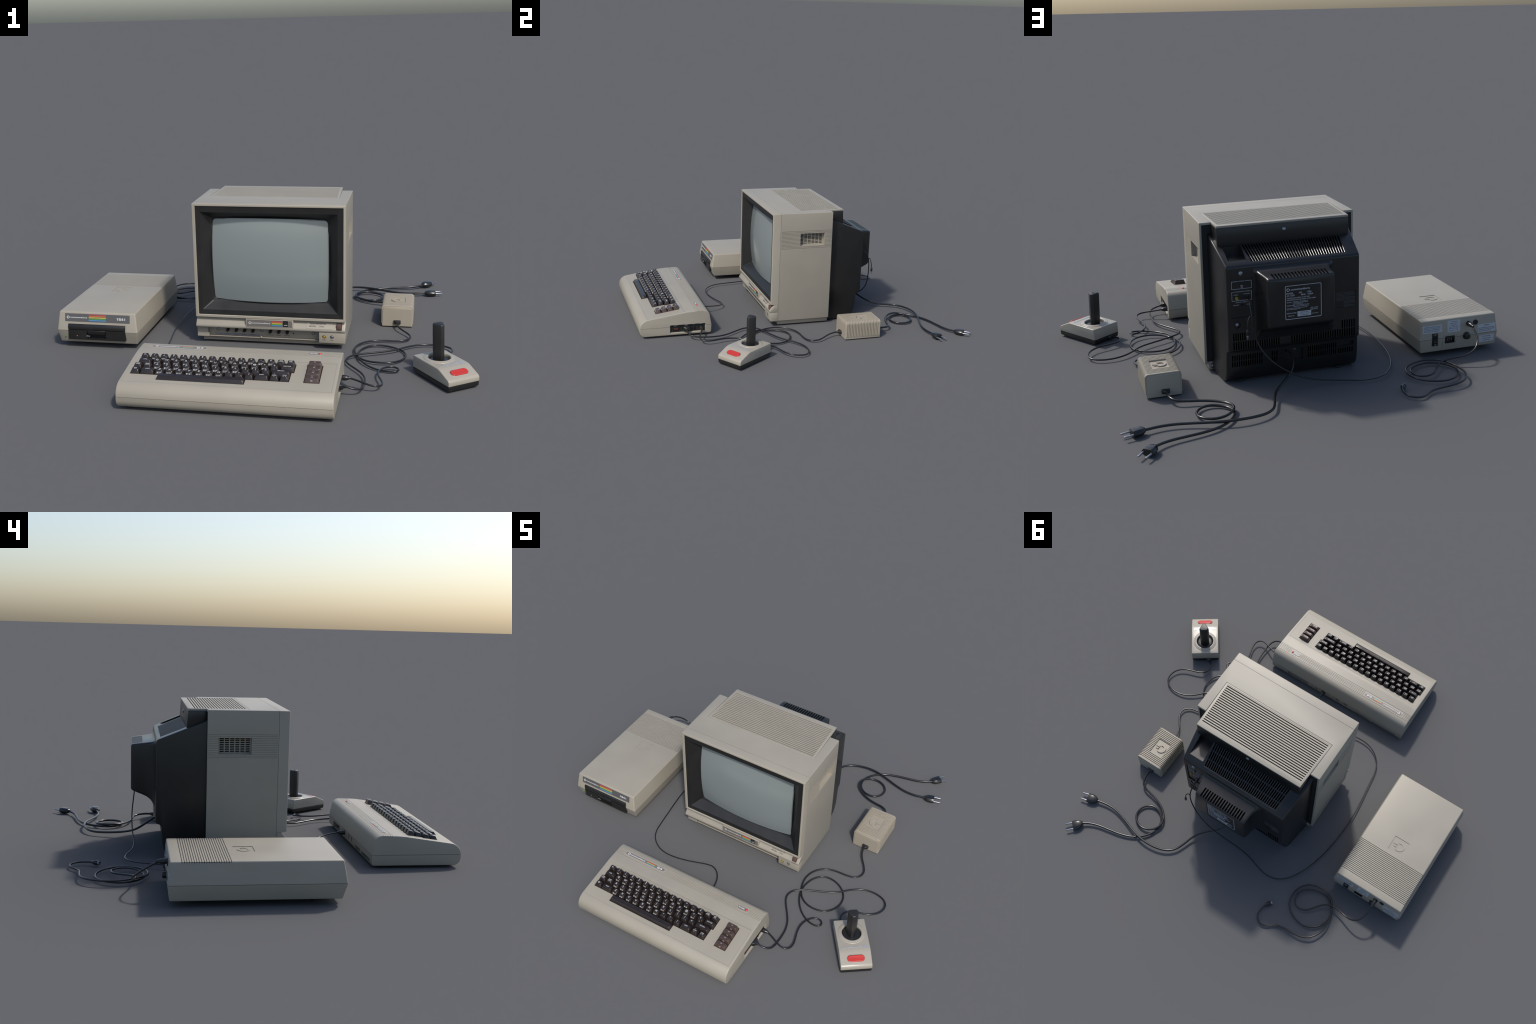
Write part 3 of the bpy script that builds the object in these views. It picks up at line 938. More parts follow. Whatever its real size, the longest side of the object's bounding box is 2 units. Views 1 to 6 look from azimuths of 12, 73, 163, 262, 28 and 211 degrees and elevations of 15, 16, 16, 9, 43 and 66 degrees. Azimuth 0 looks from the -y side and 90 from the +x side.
# ================================================================== keyboard computer
def build_computer():
    T = empty("home_computer", (-0.018, -0.76, 0), "beige wedge keyboard computer with dark brown keys", "computer")
    X0, X1 = -0.4648, 0.4290
    ZS = 0.0594
    lid = [(-0.9725, ZS + 0.0008), (-0.9712, 0.0700), (-0.9685, 0.0785), (-0.9635, 0.0880), (-0.9560, 0.0968), (-0.9465, 0.1042), (-0.9365, 0.1094), (-0.9257, 0.1126),
           (-0.7088, 0.1452), (-0.6850, 0.1478), (-0.6600, 0.1492), (-0.6000, 0.1512), (-0.5860, 0.1500), (-0.5740, 0.1450), (-0.5650, 0.1370), (-0.5592, 0.1270), (-0.5465, ZS + 0.0008)]
    tray = [(-0.9722, ZS - 0.0008), (-0.9722, 0.0430), (-0.9695, 0.0300), (-0.9625, 0.0195), (-0.9530, 0.0120), (-0.9430, 0.0092), (-0.5610, 0.0092), (-0.5520, 0.0115), (-0.5485, 0.0170), (-0.5462, ZS - 0.0008)]
    bm = bmesh.new()
    add_prism_x(bm, lid, X0, X1)
    top = bevel_but(finish(bm, "case_lid", BEIGE_K), 0.0045, 3, 50, lambda a, b: a.z < 0.0605 and b.z < 0.0605)
    bm = bmesh.new()
    add_prism_x(bm, tray, X0, X1)
    low = bevel_but(finish(bm, "case_tray", BEIGE_K), 0.0035, 3, 50, lambda a, b: a.z > 0.0585 and b.z > 0.0585)
    bm = bmesh.new()
    add_box(bm, X0 + 0.002, X1 - 0.0125, -0.9705, -0.5485, 0.0570, 0.0620)
    put(finish(bm, "seam_strip", SEAM), T)

    # plane of the keys: local x, v (towards the back), n (up)
    A = math.atan2(0.1452 - 0.1126, 0.9257 - 0.7088)
    K = frame((0, -0.867, 0.1126 + math.tan(A) * (0.9257 - 0.867)), (1, 0, 0), (0, math.cos(A), math.sin(A)))
    P, RP, x0 = 0.04205, 0.0352 / math.cos(A), -0.4355
    q = 0.25 * P
    xe = x0 + 16 * P
    sx0, sx1 = -0.3130, 0.0585

    bm = bmesh.new()
    outline = [(x0, 0), (sx0, 0), (sx0, -0.0372), (sx1, -0.0372), (sx1, 0), (xe, 0), (xe, 2 * RP), (xe + q, 2 * RP), (xe + q, 4 * RP), (x0 + q, 4 * RP), (x0 + q, 2 * RP), (x0, 2 * RP)]
    add_prism_z(bm, outline, -0.050, 0.05, M=K)
    add_prism_z(bm, [(0.2945, 0), (0.3602, 0), (0.3602, 4 * RP), (0.2945, 4 * RP)], -0.050, 0.05, M=K)
    top = cut(top, bm)
    # fine groove round the key panel
    bm = bmesh.new()
    v0, v1 = (-0.9262 + 0.867) / math.cos(A), (-0.7085 + 0.867) / math.cos(A)
    g = 0.0005
    for a, b, c, d in ((-0.4508, 0.4152, v0 - g, v0 + g), (-0.4508, 0.4152, v1 - g, v1 + g), (-0.4508 - g, -0.4508 + g, v0 - g, v1 + g), (0.4152 - g, 0.4152 + g, v0 - g, v1 + g)):
        add_box(bm, a, b, c, d, -0.0009, 0.02, K)
    cuts = bm
    top = cut(top, cuts)
    # six cooling grooves across the lid, interrupted by the badges
    bm = bmesh.new()
    C1, C2 = (-0.4085, -0.1660), (0.2852, 0.3420)
    for i in range(6):
        y = -0.6405 + i * 0.0082
        z = 0.1492 + (y + 0.66) / 0.06 * 0.0020
        spans = [(X0 - 0.01, X1 + 0.01)] if i in (0, 5) else [(X0 - 0.01, C1[0] - 0.004), (C1[1] + 0.004, C2[0] - 0.003), (C2[1] + 0.003, X1 + 0.01)]
        for a, b in spans:
            add_box(bm, a, b, y - 0.0009, y + 0.0009, z - 0.0022, 0.2)
        for xa, xb in ((X0 - 0.01, X0 + 0.0012), (X1 - 0.0012, X1 + 0.01)):
            add_box(bm, xa, xb, y - 0.0009, y + 0.0009, z - 0.010, 0.2)
    top = cut(top, bm)
    # port bays
    def bays():
        b = bmesh.new()
        add_loft(b, [[(x, y, z) for y, z in rrect(-0.7925 - e, -0.5850 + e, 0.0235 - e * 1.2, 0.0700 + e * 0.2, 0.002, 2)] for x, e in ((0.4175, 0.0), (0.4240, 0.0), (0.4300, 0.0035), (0.45, 0.0035))])
        for xa, xb, za, zb in ((0.1760, 0.3200, 0.0140, 0.0500), (-0.2480, -0.1560, 0.0160, 0.0340), (-0.4280, -0.2750, 0.0150, 0.0340)):
            add_box(b, xa, xb, -0.590, -0.53, za, zb)
        add_cyl(b, (0.1150, -0.575, 0.0430), (0, 1, 0), 0.0085, 0.0085, 0.05, 20)
        for x in (0.0660, -0.0300, -0.0860):
            add_cyl(b, (x, -0.575, 0.0430), (0, 1, 0), 0.0140, 0.0140, 0.05, 24)
        return b
    put(cut(top, bays()), T)
    put(cut(low, bays()), T)

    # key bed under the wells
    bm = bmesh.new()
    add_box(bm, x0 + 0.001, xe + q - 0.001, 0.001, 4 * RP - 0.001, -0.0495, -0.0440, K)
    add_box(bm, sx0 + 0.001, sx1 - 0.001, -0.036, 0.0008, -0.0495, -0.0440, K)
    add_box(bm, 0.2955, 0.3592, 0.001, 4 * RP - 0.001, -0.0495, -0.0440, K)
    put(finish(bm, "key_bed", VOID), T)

    # ---- keys: lofted caps with a dished crown
    def cap(name, w, d, h, mat, inset=(0.0072, 0.0035, 0.0105), back=0.0):
        sx, sb, sf = inset
        bm = bmesh.new()
        rings = []
        yf, yb = -d / 2, d / 2
        for t, zz in ((0, -0.016), (0.0, -0.002), (0.55, h * 0.5), (0.86, h * 0.86), (1.0, h * 0.975), (1.14, h)):
            e = t if t <= 1 else t
            rr = 0.0022 + 0.0022 * min(1, t)
            o = rrect(-w / 2 + sx * e, w / 2 - sx * e, yf + sf * e, yb - sb * e, rr, 4)
            rings.append([(x, y, zz) for x, y in o])
        # dish: two more rings sinking towards the middle
        cx, cy = 0.0, (yf + sf * 1.14 + yb - sb * 1.14) / 2
        last = rings[-1]
        for k, dz in ((0.75, -0.0007), (0.35, -0.0012)):
            rings.append([(cx + (x - cx) * k, cy + (y - cy) * k, h + dz) for x, y, _ in last])
        add_loft(bm, rings)
        ob = finish(bm, name, mat, 40)
        return ob.data, ob, h, cy

    kd = RP - 0.0022
    meshes = {}
    hrow = {0: 0.0212, 1: 0.0185, 2: 0.0170, 3: 0.0160}

    def key(u, row, col_x, legend, front=None, kind="key", mat=KEYCAP, tilt=0.0):
        w = u * P - 0.0026
        k = (round(u, 3), row, kind)
        if k not in meshes:
            me, ob, h, cy = cap("key", w, kd, hrow[row], mat)
            bpy.data.objects.remove(ob)
            meshes[k] = (me, h, cy)
        me, h, cy = meshes[k]
        ob = bpy.data.objects.new("key", me)
        COL.objects.link(ob)
        ob.parent = T
        vc = (3 - row + 0.5) * RP
        c = K @ Vector((col_x + u * P / 2, vc, 0))
        ob.location = c - T.location
        ob.rotation_euler = (A + math.radians(random.uniform(-0.5, 0.5)), math.radians(random.uniform(-0.4, 0.4)), 0)
        bm = bmesh.new()
        I = Matrix.Translation((0, cy, h - 0.0010))
        if isinstance(legend, str):
            legend = [legend]
        n = len(legend)
        for i, s in enumerate(legend):
            if s == "@EMB":
                add_emblem(bm, I, -0.001, 0, 0.0105, 0.0007)
                continue
            sz = 0.0148 if n == 1 and len(s) == 1 else 0.0105 if n == 2 and len(s) == 1 else 0.0075
            wmax = w - 0.0175
            est = text_width(s, sz)
            y = 0 if n == 1 else (0.5 * (n - 1) - i) * (0.0082 if len(s) == 1 else 0.0070)
            add_text(bm, s, I, 0, y, sz, fit=min(max(est * 1.0, 0.0), wmax) if len(s) > 1 else None, depth=0.0007, bold=0.012)
        if front:
            yf = -kd / 2
            Fr = frame((0, yf + 0.0056, h * 0.47), (1, 0, 0), (0, 0.0110, h))
            if front == "@GFX":
                a = random.random()
                for j, s in enumerate((-1, 1)):
                    xx = s * 0.0052
                    o, i_ = rrect(xx - 0.0038, xx + 0.0038, -0.0034, 0.0034, 0.0003, 1), rrect(xx - 0.0030, xx + 0.0030, -0.0026, 0.0026, 0.0002, 1)
                    add_loft(bm, [[(x, y, z) for x, y in r_] for r_, z in ((o, -0.0005), (o, 0.0007), (i_, 0.0007), (i_, -0.0005))], cap=(False, False), M=Fr)
                    t = random.choice("abcd")
                    if t == "a":
                        add_box(bm, xx - 0.0030, xx, -0.0026, 0.0026, -0.0003, 0.0006, Fr)
                    elif t == "b":
                        add_box(bm, xx - 0.0030, xx + 0.0030, -0.0026, 0.0, -0.0003, 0.0006, Fr)
                    elif t == "c":
                        add_cyl(bm, (xx, 0, -0.0003), (0, 0, 1), 0.0022, 0.0022, 0.0009, 10, M=Fr)
                    else:
                        add_box(bm, xx - 0.0006, xx + 0.0006, -0.0026, 0.0026, -0.0003, 0.0006, Fr)
            else:
                fl = [front] if isinstance(front, str) else front
                for i, s in enumerate(fl):
                    add_text(bm, s, Fr, 0, (0.5 * (len(fl) - 1) - i) * 0.0050, 0.0078 if len(fl) == 1 else 0.0052, fit=min(0.0175, text_width(s, 0.0078)), depth=0.0012, bold=0.01)
        lg = finish(bm, "key_legend", PRINT_G if False else LEGEND, 60)
        lg.parent = ob
        return ob

    LEGEND = material("legend_print", (0.46, 0.45, 0.43), 0.5, 0.02)

    def text_width(s, size):
        me = text_mesh(s, 1.0, "CENTER", 0.05, 0.012)
        xs = [v.co.x for v in me.vertices]
        return (max(xs) - min(xs)) * size if xs else 0.001

    x = x0 + q
    row0 = [("\u2190", None)] + [([a, b], f) for a, b, f in zip("!\"#$%&'()", "123456789", ("BLK", "WHT", "RED", "CYN", "PUR", "GRN", "BLU", "YEL", ("RVS", "ON")))]
    row0 += [("0", ("RVS", "OFF")), ("+", "@GFX"), ("-", "@GFX"), ("\u00a3", "@GFX"), (["CLR", "HOME"], None), (["INST", "DEL"], None)]
    for l, f in row0:
        key(1, 0, x, l, f)
        x += P
    x = x0 + q
    key(1.5, 1, x, "CTRL")
    x += 1.5 * P
    for ch in "QWERTYUIOP@*":
        key(1, 1, x, ch, "@GFX")
        x += P
    key(1, 1, x, "\u2191", "\u03c0")
    x += P
    key(1.5, 1, x, "RESTORE")
    x = x0
    key(1, 2, x, ["RUN", "STOP"])
    key(1, 2, x + P, ["SHIFT", "LOCK"])
    x += 2 * P
    for ch in "ASDFGHJKL":
        key(1, 2, x, ch, "@GFX")
        x += P
    for l in (["[", ":"], ["]", ";"], "="):
        key(1, 2, x, l)
        x += P
    key(2, 2, x, "RETURN")
    x = x0
    key(1, 3, x, "@EMB")
    key(1.5, 3, x + P, "SHIFT")
    x += 2.5 * P
    for ch in "ZXCVBNM":
        key(1, 3, x, ch, "@GFX")
        x += P
    for l in (["<", ","], [">", "."], ["?", "/"]):
        key(1, 3, x, l)
        x += P
    key(1.5, 3, x, "SHIFT")
    x += 1.5 * P
    key(1, 3, x, ["\u2191", "CRSR", "\u2193"])
    x += P
    key(1, 3, x, ["CRSR", "\u2190 \u2192"])
    for r in range(4):
        hrow_f = {0: 0.0235, 1: 0.0195, 2: 0.0175, 3: 0.0160}
        keep = hrow[r]
        hrow[r] = hrow_f[r]
        ob = key(0.0648 / P, r, 0.2949, "f %d" % (2 * r + 1), "f %d" % (2 * r + 2), kind="fkey", mat=KEYF)
        ob.name = "function_key"
        hrow[r] = keep
    me, ob, h, cy = cap("space_bar", sx1 - sx0 - 0.003, 0.0345, 0.0125, KEYCAP, inset=(0.0060, 0.0030, 0.0110))
    ob.parent = T
    ob.location = K @ Vector(((sx0 + sx1) / 2, -0.0180, 0)) - T.location
    ob.rotation_euler = (A, 0, 0)

    # ---- badges on the lid
    up = Vector((0, 0.06, 0.0020)).normalized()
    yb = -0.6190
    F = frame((0, yb, 0.1492 + (yb + 0.66) / 0.06 * 0.0020), (1, 0, 0), up)
    for (a, b), nm in ((C1, "badge"), (C2, "lamp_badge")):
        bm = bmesh.new()
        add_prism_z(bm, rrect(a - 0.0022, b + 0.0022, -0.0112, 0.0112, 0.0111, 8), -0.002, 0.0009, M=F)
        rim = put(bevel(finish(bm, "badge_rim", BEIGE_K), 0.0006, 2), T)
        bm = bmesh.new()
        add_prism_z(bm, rrect(a, b, -0.0090, 0.0090, 0.0089, 8), -0.001, 0.0013, M=F)
        pl = put(finish(bm, nm, PLATE_K), T)
        F2 = frame(F @ Vector((0, 0, 0.0013)), (1, 0, 0), up)
        bm = bmesh.new()
        if nm == "badge":
            add_word(bm, F2, -0.3975, -0.2880, 0.0, 0.0082, eh=0.0140)
            add_numerals(bm, "64", F2, -0.1945, 0.0, 0.0140, 0.0105, 0.16)
            put(finish(bm, "badge_lettering", PRINT), pl)
            stripes(pl, F2, -0.2745, -0.2240, -0.0070, 0.0070, 0.0)
        else:
            add_text(bm, "POWER", F2, 0.3060, 0.0, 0.0095, fit=0.0330, depth=0.0006, bold=0.02)
            put(finish(bm, "badge_lettering", PRINT), pl)
            bm = bmesh.new()
            add_lathe(bm, F2 @ Vector((0.3327, 0, -0.001)), F2.to_3x3() @ Vector((0, 0, 1)), [(0.0062, 0), (0.0060, 0.002), (0.0048, 0.0038), (0.0025, 0.0048), (0.0008, 0.005)], 16)
            put(finish(bm, "lamp", LED_R, 60), pl)

    # ---- sockets in the side bay
    bm = bmesh.new()
    add_box(bm, 0.4176, 0.4190, -0.7920, -0.5855, 0.0240, 0.0696)
    bay = put(finish(bm, "socket_panel", BLACK_M), T)
    S = frame((0.4190, 0, 0), (0, 1, 0), (0, 0, 1))
    bm = bmesh.new()
    for s, y, z, w in (("CONTROL", -0.7590, 0.0660, 0.024), ("PORT 1", -0.7590, 0.0610, 0.017), ("CONTROL", -0.6965, 0.0660, 0.024), ("PORT 2", -0.6965, 0.0610, 0.017), ("ON", -0.6525, 0.0640, 0.009), ("POWER", -0.6130, 0.0655, 0.021)):
        add_text(bm, s, S, y, z, 0.0052, fit=w, depth=0.0006, bold=0.01)
    put(finish(bm, "socket_lettering", PRINT), bay)
    for y in (-0.7590, -0.6965):
        bm = bmesh.new()
        add_loft(bm, [[(x, yy, zz) for yy, zz in ((y - 0.0195, 0.0545), (y + 0.0195, 0.0545), (y + 0.0165, 0.0365), (y - 0.0165, 0.0365))] for x in (0.4180, 0.4245)])
        put(bevel(finish(bm, "control_socket", BLACK), 0.0012, 2), bay)
        bm = bmesh.new()
        for i in range(9):
            r = 0 if i < 5 else 1
            yy = y + ((i - 2) * 0.0058 if r == 0 else (i - 6.5) * 0.0058)
            add_box(bm, 0.4240, 0.4250, yy - 0.0021, yy + 0.0021, 0.0465 - r * 0.0070, 0.0505 - r * 0.0070)
        put(finish(bm, "contact", SOCK), bay)
    bm = bmesh.new()
    add_box(bm, 0.4180, 0.4215, -0.6605, -0.6445, 0.0320, 0.0560)
    put(bevel(finish(bm, "switch_frame", BLACK), 0.001, 1), bay)
    bm = bmesh.new()
    add_prism_x(bm, [(-0.6585, 0.0340), (-0.6465, 0.0340), (-0.6465, 0.0540), (-0.6585, 0.0540)], 0.4215, 0.4255)
    put(bevel(finish(bm, "rocker", PLUGM), 0.0015, 2), bay)
    # board edges in the back bays
    bm = bmesh.new()
    add_box(bm, -0.4220, -0.2810, -0.589, -0.556, 0.0225, 0.0245)
    add_box(bm, -0.2430, -0.1610, -0.589, -0.556, 0.0235, 0.0255)
    put(finish(bm, "board_edge", PCB), T)
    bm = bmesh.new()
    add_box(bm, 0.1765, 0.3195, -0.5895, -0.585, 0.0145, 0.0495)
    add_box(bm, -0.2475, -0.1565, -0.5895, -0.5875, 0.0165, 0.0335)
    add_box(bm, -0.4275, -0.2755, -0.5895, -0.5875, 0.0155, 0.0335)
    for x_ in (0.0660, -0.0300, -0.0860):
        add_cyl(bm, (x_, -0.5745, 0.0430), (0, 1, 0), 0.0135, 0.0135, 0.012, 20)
    put(finish(bm, "bay_dark_plate", VOID), T)
    bm = bmesh.new()
    add_lathe(bm, (0.1150, -0.5745, 0.0430), (0, 1, 0), [(0.0080, 0), (0.0080, 0.030), (0.0070, 0.031), (0.0035, 0.0305), (0.003, 0.02)], 18)
    put(finish(bm, "aerial_socket", STEEL), T)
    feet(T, ((-0.42, -0.93), (0.385, -0.93), (-0.42, -0.59), (0.385, -0.59)), 0.0095, 0.012)
    return T


# ================================================================== floppy drive
def build_drive():
    T = empty("floppy_drive", (-0.795, 0.045, 0), "long beige floppy disk drive with ribbed roof and black slot", "disk drive")
    ZS = 0.0885

    def rect(x0, x1, y0, y1, z):
        return [(x0, y0, z), (x1, y0, z), (x1, y1, z), (x0, y1, z)]
    XA, XB = -1.0, -0.5905
    bm = bmesh.new()
    add_loft(bm, [rect(XA, XB, -0.3070, 0.3998, ZS + 0.0008), rect(-0.9885, -0.6020, -0.2905, 0.3930, 0.1808)])
    lid = finish(bm, "case_lid", BEIGE_K)
    bm = bmesh.new()
    add_loft(bm, [rect(-0.9915, -0.5990, -0.2880, 0.3940, 0.0238), rect(XA, XB, -0.3070, 0.3998, ZS - 0.0008)])
    tray = bevel_but(finish(bm, "case_tray", BEIGE_K), 0.0050, 3, 25, lambda a, b: a.z > 0.08 and b.z > 0.08)
    bm = bmesh.new()
    add_box(bm, XA + 0.002, XB - 0.002, -0.3045, 0.3975, ZS - 0.003, ZS + 0.003)
    put(finish(bm, "seam_strip", SEAM), T)
    lid = bevel_but(lid, 0.0065, 4, 25, lambda a, b: a.z < 0.095 and b.z < 0.095)
    # roof ribs
    bm = bmesh.new()
    for i in range(21):
        y = 0.1555 + i * 0.00958
        add_box(bm, -1.05, -0.5, y - 0.0016, y + 0.0016, 0.1765, 0.2)
        for a, b in ((-1.05, -0.9872), (-0.6033, -0.5)):
            add_box(bm, a, b, y - 0.0016, y + 0.0016, 0.1730, 0.2)
    lid = cut(lid, bm)
    # sunken square with a raised emblem
    bm = bmesh.new()
    add_box(bm, -0.8405, -0.7555, 0.0440, 0.1280, 0.1784, 0.2)
    lid = cut(lid, bm)
    bm = bmesh.new()
    add_emblem(bm, frame((-0.8040, 0.0860, 0.1780), (1, 0, 0), (0, 1, 0)), 0, 0, 0.056, 0.0024)
    put(finish(bm, "emblem", BEIGE_K), T)
    # mouth for the mechanism, holes at the back
    def mouth():
        b = bmesh.new()
        add_box(b, -0.9435, -0.6515, -0.35, -0.22, 0.0430, 0.1215)
        add_box(b, -0.7720, -0.7225, 0.380, 0.45, 0.0610, 0.0958)
        return b
    lid = put(cut(lid, mouth()), T)
    tray = put(cut(tray, mouth()), T)

    # --- black mechanism
    bm = bmesh.new()
    add_prism_x(bm, [(-0.225, 0.0435), (-0.3080, 0.0435), (-0.3110, 0.0470), (-0.3085, 0.0960), (-0.3095, 0.1120), (-0.3045, 0.1205), (-0.225, 0.1205)], -0.9425, -0.6525)
    mech = bevel(finish(bm, "disk_mechanism", BLACK), 0.0016, 2, 35)
    bm = bmesh.new()
    add_box(bm, -0.9325, -0.6610, -0.35, -0.2600, 0.0890, 0.0955)
    mech = cut(mech, bm)
    bm = bmesh.new()
    add_box(bm, -0.8480, -0.7500, -0.35, -0.2850, 0.0520, 0.0900)
    mech = put(cut(mech, bm), T)
    bm = bmesh.new()
    add_prism_x(bm, [(-0.2840, 0.0930), (-0.3090, 0.0930), (-0.3120, 0.0900), (-0.3080, 0.0720), (-0.3000, 0.0690), (-0.2840, 0.0690)], -0.8440, -0.7540)
    put(bevel(finish(bm, "latch", BLACK), 0.0015, 2), mech)
    bm = bmesh.new()
    add_box(bm, -0.9320, -0.6615, -0.2640, -0.2610, 0.0885, 0.0960)
    put(finish(bm, "slot_dark_plate", VOID), mech)
    bm = bmesh.new()
    add_lathe(bm, (-0.8977, -0.3095, 0.0629), (0, -1, 0), [(0.0030, 0), (0.0028, 0.0016), (0.0016, 0.0026), (0.0005, 0.0028)], 14)
    put(finish(bm, "lamp", LED_R, 60), mech)
    M = frame((0, -0.3106, 0), (1, 0, 0), (0, 0, 1))
    bm = bmesh.new()
    add_text(bm, "drive", M, -0.8400, 0.0650, 0.0062, fit=0.017, depth=0.0004, bold=0.01)
    put(finish(bm, "mechanism_lettering", PRINT), mech)
    bm = bmesh.new()
    add_lathe(bm, (-0.9602, -0.2990, 0.0572), (0, -1, -0.3), [(0.0036, 0), (0.0036, 0.003), (0.0022, 0.0045), (0.0006, 0.0048)], 14)
    put(finish(bm, "lamp", LED_G, 60), T)

    # --- name plate on the sloping brow
    up = Vector((0, 0.0165, 0.1808 - ZS))
    F = frame((0, -0.3070, ZS), (1, 0, 0), up)
    k = up.length / (0.1808 - ZS)
    zz = lambda z: (z - ZS) * k
    pl = plate("name_plate", T, F, -0.9590, -0.6290, zz(0.1325), zz(0.1712), 0.0022, 0.0008, PLATE_D)
    F2 = frame(F @ Vector((0, 0, 0.0008)), (1, 0, 0), up)
    stripes(pl, F2, -0.8368, -0.7495, zz(0.1380), zz(0.1693), 0.34)
    bm = bmesh.new()
    add_word(bm, F2, -0.9500, -0.8460, zz(0.1528), 0.0072, eh=0.0138)
    add_numerals(bm, "154l", F2, -0.6720, zz(0.1512), 0.0112, 0.0115, 0.10)
    put(finish(bm, "plate_lettering", PRINT), pl)

    # --- back side
    upb = Vector((0, 0.3930 - 0.3998, 0.1808 - ZS))
    B = frame((0, 0.3998, ZS), (-1, 0, 0), upb)
    dnb = Vector((0, 0.3998 - 0.3940, ZS - 0.0238))
    B2 = frame((0, 0.3998, ZS), (-1, 0, 0), dnb)

    def paper(x0, x1, z0, z1, M_, lines):
        p = plate("paper_label", T, M_, -x0, -x1, z0 - ZS, z1 - ZS, 0.0008, 0.0005, PAPER, 2)
        bm = bmesh.new()
        M3 = frame(M_ @ Vector((0, 0, 0.0005)), (-1, 0, 0), upb if M_ is B else dnb)
        W, H = x0 - x1, z1 - z0
        for s, fx, fz, fw, fh in lines:
            add_text(bm, s, M3, -x0 + fx * W, z0 - ZS + fz * H, fh * H, align="LEFT", fit=fw * W, depth=0.0004)
        put(finish(bm, "label_lettering", material("faded_ink", (0.13, 0.135, 0.15), 0.6)), p)
    paper(-0.6070, -0.7055, 0.1215, 0.1572, B, [("CERTIFIED TO COMPLY WITH CLASS B", .05, .80, .88, .16), ("LIMITS PART 15 OF FCC RULES SEE", .05, .60, .86, .16), ("INSTRUCTIONS IF INTERFERENCE TO", .05, .40, .86, .16), ("RADIO RECEPTION IS SUSPECTED", .05, .20, .80, .16)])
    paper(-0.7350, -0.8012, 0.1133, 0.1712, B, [("commodore", .28, .88, .50, .12), ("DISK DRIVE", .20, .72, .55, .09), ("MODEL  1541", .30, .58, .40, .09), ("120V  60Hz  0.5A", .10, .44, .70, .09), ("SERIAL NO  1 6 4 7 2", .10, .30, .72, .09), ("MADE IN USA", .10, .12, .40, .08), ("UL", .72, .16, .10, .14)])
    paper(-0.8945, -0.9890, 0.0925, 0.1340, B, [("WARNING", .33, .82, .32, .18), ("FOR CONTINUED PROTECTION AGAINST", .04, .52, .90, .14), ("FIRE REPLACE ONLY WITH THE SAME", .04, .34, .90, .14), ("TYPE AND RATING OF FUSE", .04, .16, .70, .14)])
    paper(-0.9030, -0.9830, 0.0420, 0.0783, B2, [("CALL TOLL FREE HELP", .18, .78, .60, .16), ("commodore", .26, .48, .56, .22), ("BUSINESS MACHINES", .30, .20, .42, .12)])

    bm = bmesh.new()
    add_box(bm, -0.6842, -0.6548, 0.385, 0.4025, 0.0555, 0.1170)
    sw = put(bevel(finish(bm, "switch_frame", BLACK), 0.0012, 2), T)
    bm = bmesh.new()
    add_prism_x(bm, [(0.400, 0.0690), (0.4065, 0.0720), (0.4035, 0.0880), (0.4085, 0.1040), (0.400, 0.1065)], -0.6800, -0.6590)
    put(bevel(finish(bm, "rocker", PLUGM), 0.001, 1), sw)
    bm = bmesh.new()
    M = frame((-0.6695, 0.4025, 0), (-1, 0, 0), (0, 0, 1))
    add_text(bm, "ON", M, 0, 0.1120, 0.0055, depth=0.0005)
    add_text(bm, "OFF", M, 0, 0.0620, 0.0055, depth=0.0005)
    put(finish(bm, "switch_lettering", PRINT), sw)
    M = frame((-0.7473, 0.4000, 0.0772), (-1, 0, 0), (0, 0, 1))
    bm = bmesh.new()
    o, i_ = rrect(-0.0365, 0.0365, -0.0260, 0.0250, 0.004, 3), rrect(-0.0330, 0.0330, -0.0225, 0.0215, 0.003, 3)
    add_loft(bm, [[(x, y, z) for x, y in r_] for r_, z in ((o, -0.004), (o, 0.0012), (i_, 0.0012), (i_, -0.004))], cap=(False, False), M=M)
    put(finish(bm, "inlet_rim", BEIGE_K), T)
    bm = bmesh.new()
    add_box(bm, -0.0243, 0.0243, -0.0160, 0.0183, -0.0185, -0.0120, M)
    o = [(-0.0246, -0.0161), (0.0246, -0.0161), (0.0246, 0.0185), (-0.0246, 0.0185)]
    add_ring(bm, o, inset(o, 0.0012), -0.0120, 0.0008, M)
    put(finish(bm, "mains_inlet", BLACK), T)
    for dx, dz in ((-0.010, 0.001), (0.010, 0.001), (0, 0.008)):
        bm = bmesh.new()
        add_box(bm, dx - 0.0014, dx + 0.0014, dz - 0.0040, dz + 0.0040, -0.0125, -0.0035, M)
        put(finish(bm, "pin", STEEL), T)
    bm = bmesh.new()
    add_lathe(bm, (-0.8340, 0.3975, 0.0872), (0, 1, 0), [(0.0185, 0), (0.0185, 0.004), (0.0150, 0.0055), (0.0145, 0.017), (0.0125, 0.0185), (0.0060, 0.0188)], 24)
    put(finish(bm, "fuse_holder", BLACK), T)
    for x, z in ((-0.8450, 0.1460), (-0.8813, 0.1475)):
        bm = bmesh.new()
        add_lathe(bm, (x, 0.3950, z), (0, 1, 0), [(0.0125, 0), (0.0125, 0.0036), (0.0110, 0.0045), (0.0105, 0.0020), (0.004, 0.0015)], 22)
        put(finish(bm, "round_socket", BLACK_M), T)
    feet(T, ((-0.915, -0.18), (-0.675, -0.18), (-0.915, 0.29), (-0.675, 0.29)), 0.0242, 0.016)
    return T


